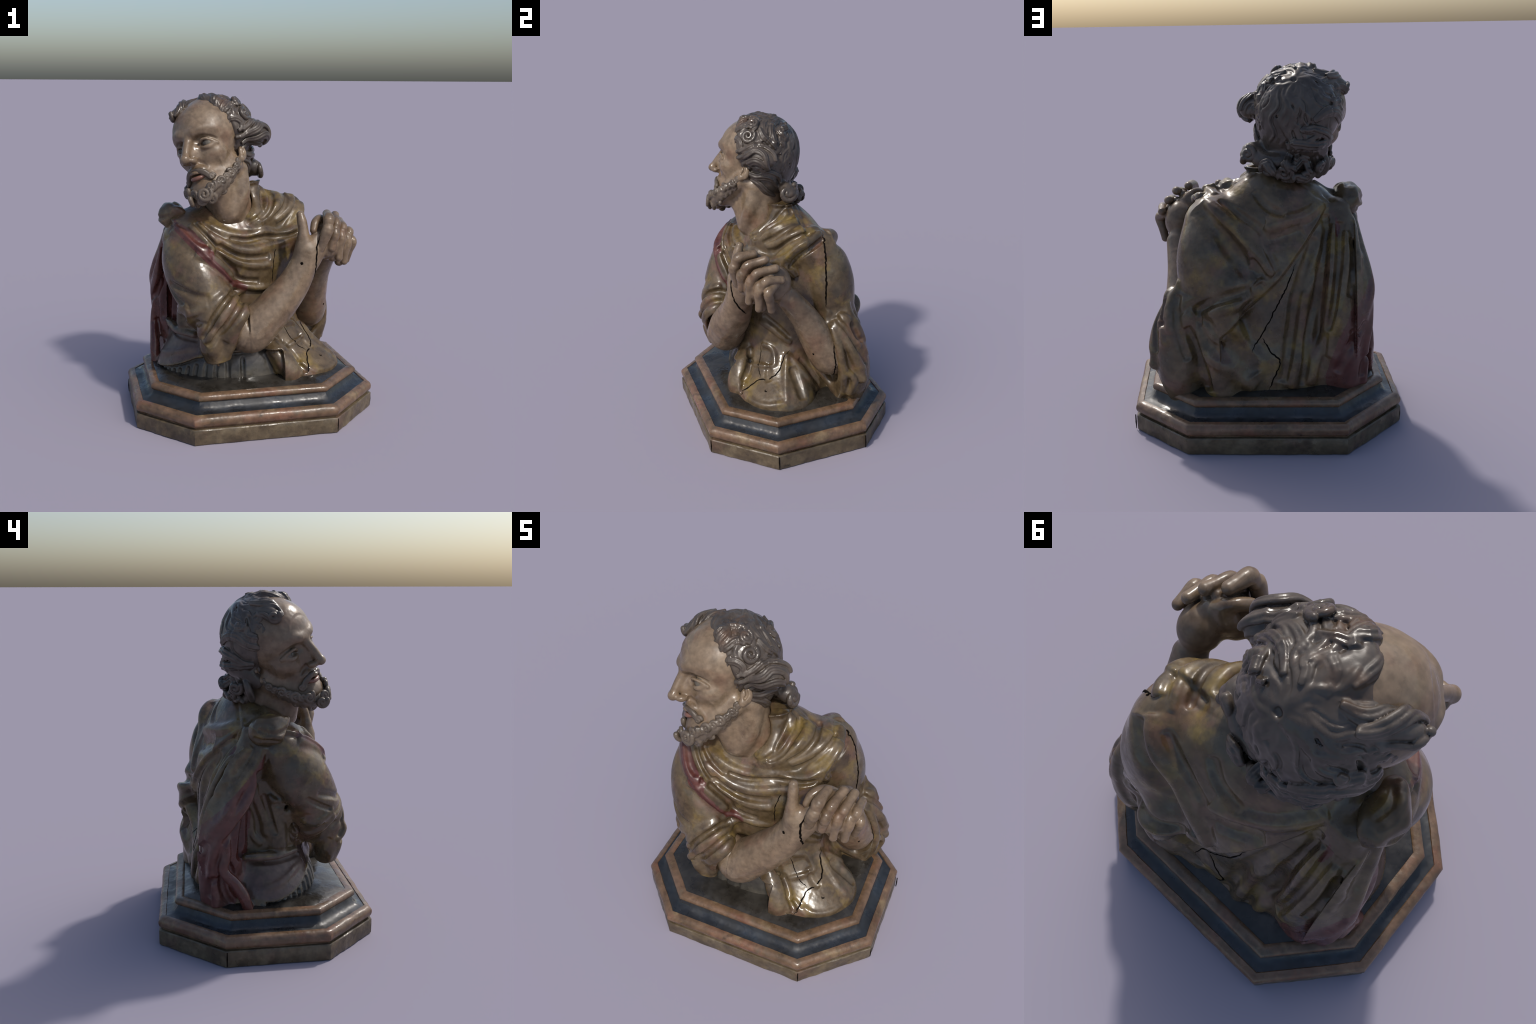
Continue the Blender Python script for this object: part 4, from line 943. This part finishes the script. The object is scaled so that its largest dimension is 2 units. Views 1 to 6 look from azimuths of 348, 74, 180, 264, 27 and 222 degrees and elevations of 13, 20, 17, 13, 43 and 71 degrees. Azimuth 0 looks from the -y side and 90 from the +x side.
curl(wh(0.06, 0.12, 1.53)[:3], (-0.2, -1.0, 0.2), 0.038, 0.017, 1.5, 0.0)
lock([(0.02, 0.06, 0.235), (0.05, 0.105, 0.212), (0.085, 0.125, 0.185)], 0.04, 3, 0.002)
lock([(0.09, 0.06, 0.21), (0.12, 0.10, 0.178), (0.14, 0.128, 0.142)], 0.04, 3, 0.005)
lock([(0.14, 0.07, 0.165), (0.165, 0.108, 0.12), (0.165, 0.132, 0.085)], 0.036, 3, 0.005)
lock([(0.19, 0.06, 0.07), (0.188, 0.092, 0.035), (0.175, 0.112, 0.0)], 0.032, 3, 0.005)
# wavy locks over the left of the crown
lock([(0.02, -0.06, 0.25), (0.075, -0.04, 0.235), (0.13, -0.05, 0.20), (0.175, -0.07, 0.15), (0.195, -0.11, 0.10)], 0.055, 4, -0.002)
lock([(0.0, 0.0, 0.25), (0.05, 0.02, 0.24), (0.10, 0.01, 0.215), (0.15, -0.02, 0.185)], 0.05, 4, -0.002)
lock([(0.06, -0.10, 0.235), (0.12, -0.10, 0.20), (0.16, -0.12, 0.15), (0.175, -0.155, 0.10), (0.165, -0.19, 0.05)], 0.055, 4, 0.004)
lock([(0.05, -0.15, 0.21), (0.10, -0.165, 0.17), (0.125, -0.18, 0.12), (0.115, -0.205, 0.07), (0.12, -0.21, 0.02)], 0.05, 4, 0.004)
lock([(0.20, -0.06, 0.14), (0.205, -0.10, 0.10), (0.19, -0.15, 0.075), (0.165, -0.18, 0.04)], 0.045, 3, 0.004)
# right side of the head
lock([(-0.03, 0.03, 0.245), (-0.06, 0.085, 0.225), (-0.05, 0.14, 0.205), (-0.04, 0.185, 0.178)], 0.06, 4, 0.006)
lock([(-0.09, 0.06, 0.215), (-0.085, 0.12, 0.20), (-0.08, 0.17, 0.18), (-0.095, 0.215, 0.145)], 0.05, 3, 0.012)
lock([(-0.12, 0.10, 0.175), (-0.11, 0.15, 0.17), (-0.115, 0.20, 0.145), (-0.125, 0.215, 0.11)], 0.045, 3, 0.010)
curl((-0.125, 0.205, 0.150), (-0.75, 0.5, -0.1), 0.030, 0.014, 1.5, 1.0)
curl((-0.138, 0.10, 0.160), (-0.85, 0.15, 0.4), 0.030, 0.013, 1.6, 0.0)
curl((-0.160, 0.105, 0.115), (-0.95, 0.2, 0.2), 0.026, 0.012, 1.6, 2.0)
lock([(-0.145, 0.14, 0.123), (-0.158, 0.135, 0.086), (-0.163, 0.13, 0.04)], 0.03, 2, 0.005)
lock([(-0.182, -0.003, 0.132), (-0.18, 0.031, 0.128), (-0.191, 0.048, 0.09), (-0.185, 0.081, 0.065), (-0.17, 0.11, 0.05)], 0.05, 3, 0.010)
lock([(-0.186, -0.104, 0.064), (-0.193, -0.055, 0.092), (-0.197, -0.002, 0.088), (-0.2, 0.035, 0.055), (-0.182, 0.065, 0.02), (-0.17, 0.095, 0.02)], 0.06, 4, 0.012)
lock([(-0.17, -0.15, 0.0), (-0.185, -0.11, 0.02), (-0.20, -0.053, 0.0), (-0.193, -0.02, -0.035), (-0.187, 0.02, -0.048)], 0.055, 3, 0.012)
lock([(-0.13, -0.20, -0.10), (-0.157, -0.161, -0.068), (-0.183, -0.088, -0.062), (-0.182, -0.043, -0.084), (-0.186, 0.012, -0.065)], 0.05, 3, 0.012)
W.tube([(-0.19, -0.08, -0.09, 0.022), (-0.215, -0.09, -0.14, 0.024), (-0.225, -0.06, -0.20, 0.026), (-0.21, -0.06, -0.25, 0.026), (-0.20, -0.11, -0.28, 0.026)], k=0.006, lab=HAIR)
W.tube([(-0.205, -0.045, -0.11, 0.016), (-0.245, -0.025, -0.17, 0.02), (-0.25, -0.02, -0.22, 0.02), (-0.225, -0.04, -0.27, 0.018)], k=0.004, lab=HAIR)
curl((-0.265, -0.09, -0.18), (-0.9, 0.2, -0.1), 0.036, 0.016, 1.5, 1.0)
curl((-0.235, -0.155, -0.235), (-0.85, -0.3, -0.2), 0.034, 0.016, 1.5, 2.5)
curl((-0.17, 0.01, -0.12), (-0.9, 0.3, 0), 0.018, 0.009, 1.3, 0.0)
# nape
curl((-0.165, -0.25, -0.215), (-0.45, -0.85, -0.1), 0.045, 0.018, 1.6, 0.0)
curl((-0.08, -0.295, -0.215), (-0.1, -1.0, 0.0), 0.035, 0.017, 1.5, 2.0)
lock([(-0.20, -0.25, -0.17), (-0.225, -0.22, -0.155), (-0.25, -0.165, -0.165), (-0.245, -0.12, -0.22)], 0.05, 3, 0.010)
lock([(-0.15, -0.24, -0.27), (-0.21, -0.22, -0.235), (-0.235, -0.16, -0.25), (-0.22, -0.10, -0.28)], 0.055, 3, 0.010)
lock([(-0.053, -0.33, -0.24), (-0.076, -0.342, -0.187), (-0.124, -0.325, -0.18), (-0.14, -0.28, -0.26)], 0.05, 3, 0.008)
lock([(-0.12, -0.198, -0.07), (-0.134, -0.187, -0.125), (-0.178, -0.256, -0.15), (-0.2, -0.26, -0.2)], 0.04, 3, 0.008)
lock([(-0.191, -0.087, -0.022), (-0.175, -0.125, -0.061), (-0.156, -0.16, -0.11), (-0.201, -0.211, -0.140)], 0.045, 3, 0.008)
W.ell((-0.05, -0.250, 0.056), (0.009, 0.03, 0.009), k=0.003, cut=True)

# ------------------------------------------------------------------ beard and moustache
for sx in (-1, 1):
    W.tube([(sx * 0.140, 0.030, -0.20, 0.014), (sx * 0.135, 0.085, -0.262, 0.028), (sx * 0.110, 0.155, -0.320, 0.036), (sx * 0.06, 0.215, -0.372, 0.036), (0, 0.235, -0.385, 0.034)], k=0.01, lab=BEARD)
    jaw = spline([(sx * 0.165, 0.030, -0.195), (sx * 0.162, 0.085, -0.245), (sx * 0.142, 0.155, -0.292), (sx * 0.110, 0.215, -0.325), (sx * 0.082, 0.250, -0.338)], 0.002)
    low = spline([(sx * 0.150, 0.055, -0.245), (sx * 0.132, 0.115, -0.308), (sx * 0.098, 0.180, -0.362), (sx * 0.055, 0.228, -0.405)], 0.002)
    for row, (line, m) in enumerate(((jaw, 8), (low, 7))):
        for i, t in enumerate(np.linspace(0.02, 0.97, m)):
            p = line[int(t * (len(line) - 1))]
            out = A(sx * (1 - 0.5 * t), 0.15 + 0.65 * t, -0.1 - 0.55 * row); out = out / np.linalg.norm(out)
            r = (0.018 + 0.007 * t) * (1.15 if (i + row) % 2 else 0.92)
            curl(p + out * 0.002, out, r, r * 0.46, 1.35, i * 1.9 + row, lab=BEARD, hand=1 if (i + row) % 2 else -1, k=0.010, rise=0.7)
    # moustache: strands sweeping down into a curl
    W.tube([(sx * 0.006, 0.266, -0.220, 0.006), (sx * 0.030, 0.258, -0.224, 0.011), (sx * 0.058, 0.241, -0.241, 0.013), (sx * 0.078, 0.224, -0.264, 0.010)], k=0.004, lab=MOUST)
    W.tube([(sx * 0.012, 0.262, -0.230, 0.005), (sx * 0.042, 0.252, -0.240, 0.009), (sx * 0.066, 0.235, -0.262, 0.009), (sx * 0.076, 0.224, -0.282, 0.007)], k=0.003, lab=MOUST)
    curl((sx * 0.088, 0.218, -0.276), (sx * 0.7, 0.7, 0), 0.018, 0.009, 1.3, 1.2, lab=MOUST, hand=-sx)
W.ell((0, 0.235, -0.385), (0.06, 0.045, 0.04), k=0.01, lab=BEARD)
curl((0.052, 0.272, -0.375), (0.45, 0.85, -0.1), 0.040, 0.014, 1.7, 1.0, lab=BEARD)
curl((0.025, 0.275, -0.405), (0.2, 0.8, -0.5), 0.025, 0.011, 1.4, 2.0, lab=BEARD)
curl((-0.040, 0.285, -0.390), (-0.85, 0.5, -0.1), 0.030, 0.013, 1.6, 1.0, lab=BEARD)
curl((-0.01, 0.285, -0.365), (-0.2, 0.9, -0.1), 0.024, 0.011, 1.5, 2.4, lab=BEARD, hand=-1)
W.sharpen(3, 0.45)
print("hair", time.time() - T0)
hair = split_regions(W, {HAIR: ("hair", M_HAIR, None), BEARD: ("beard", M_BEARD, None), MOUST: ("moustache", M_BEARD, None)}, bust, (HO, HR))
print("total", time.time() - T0)
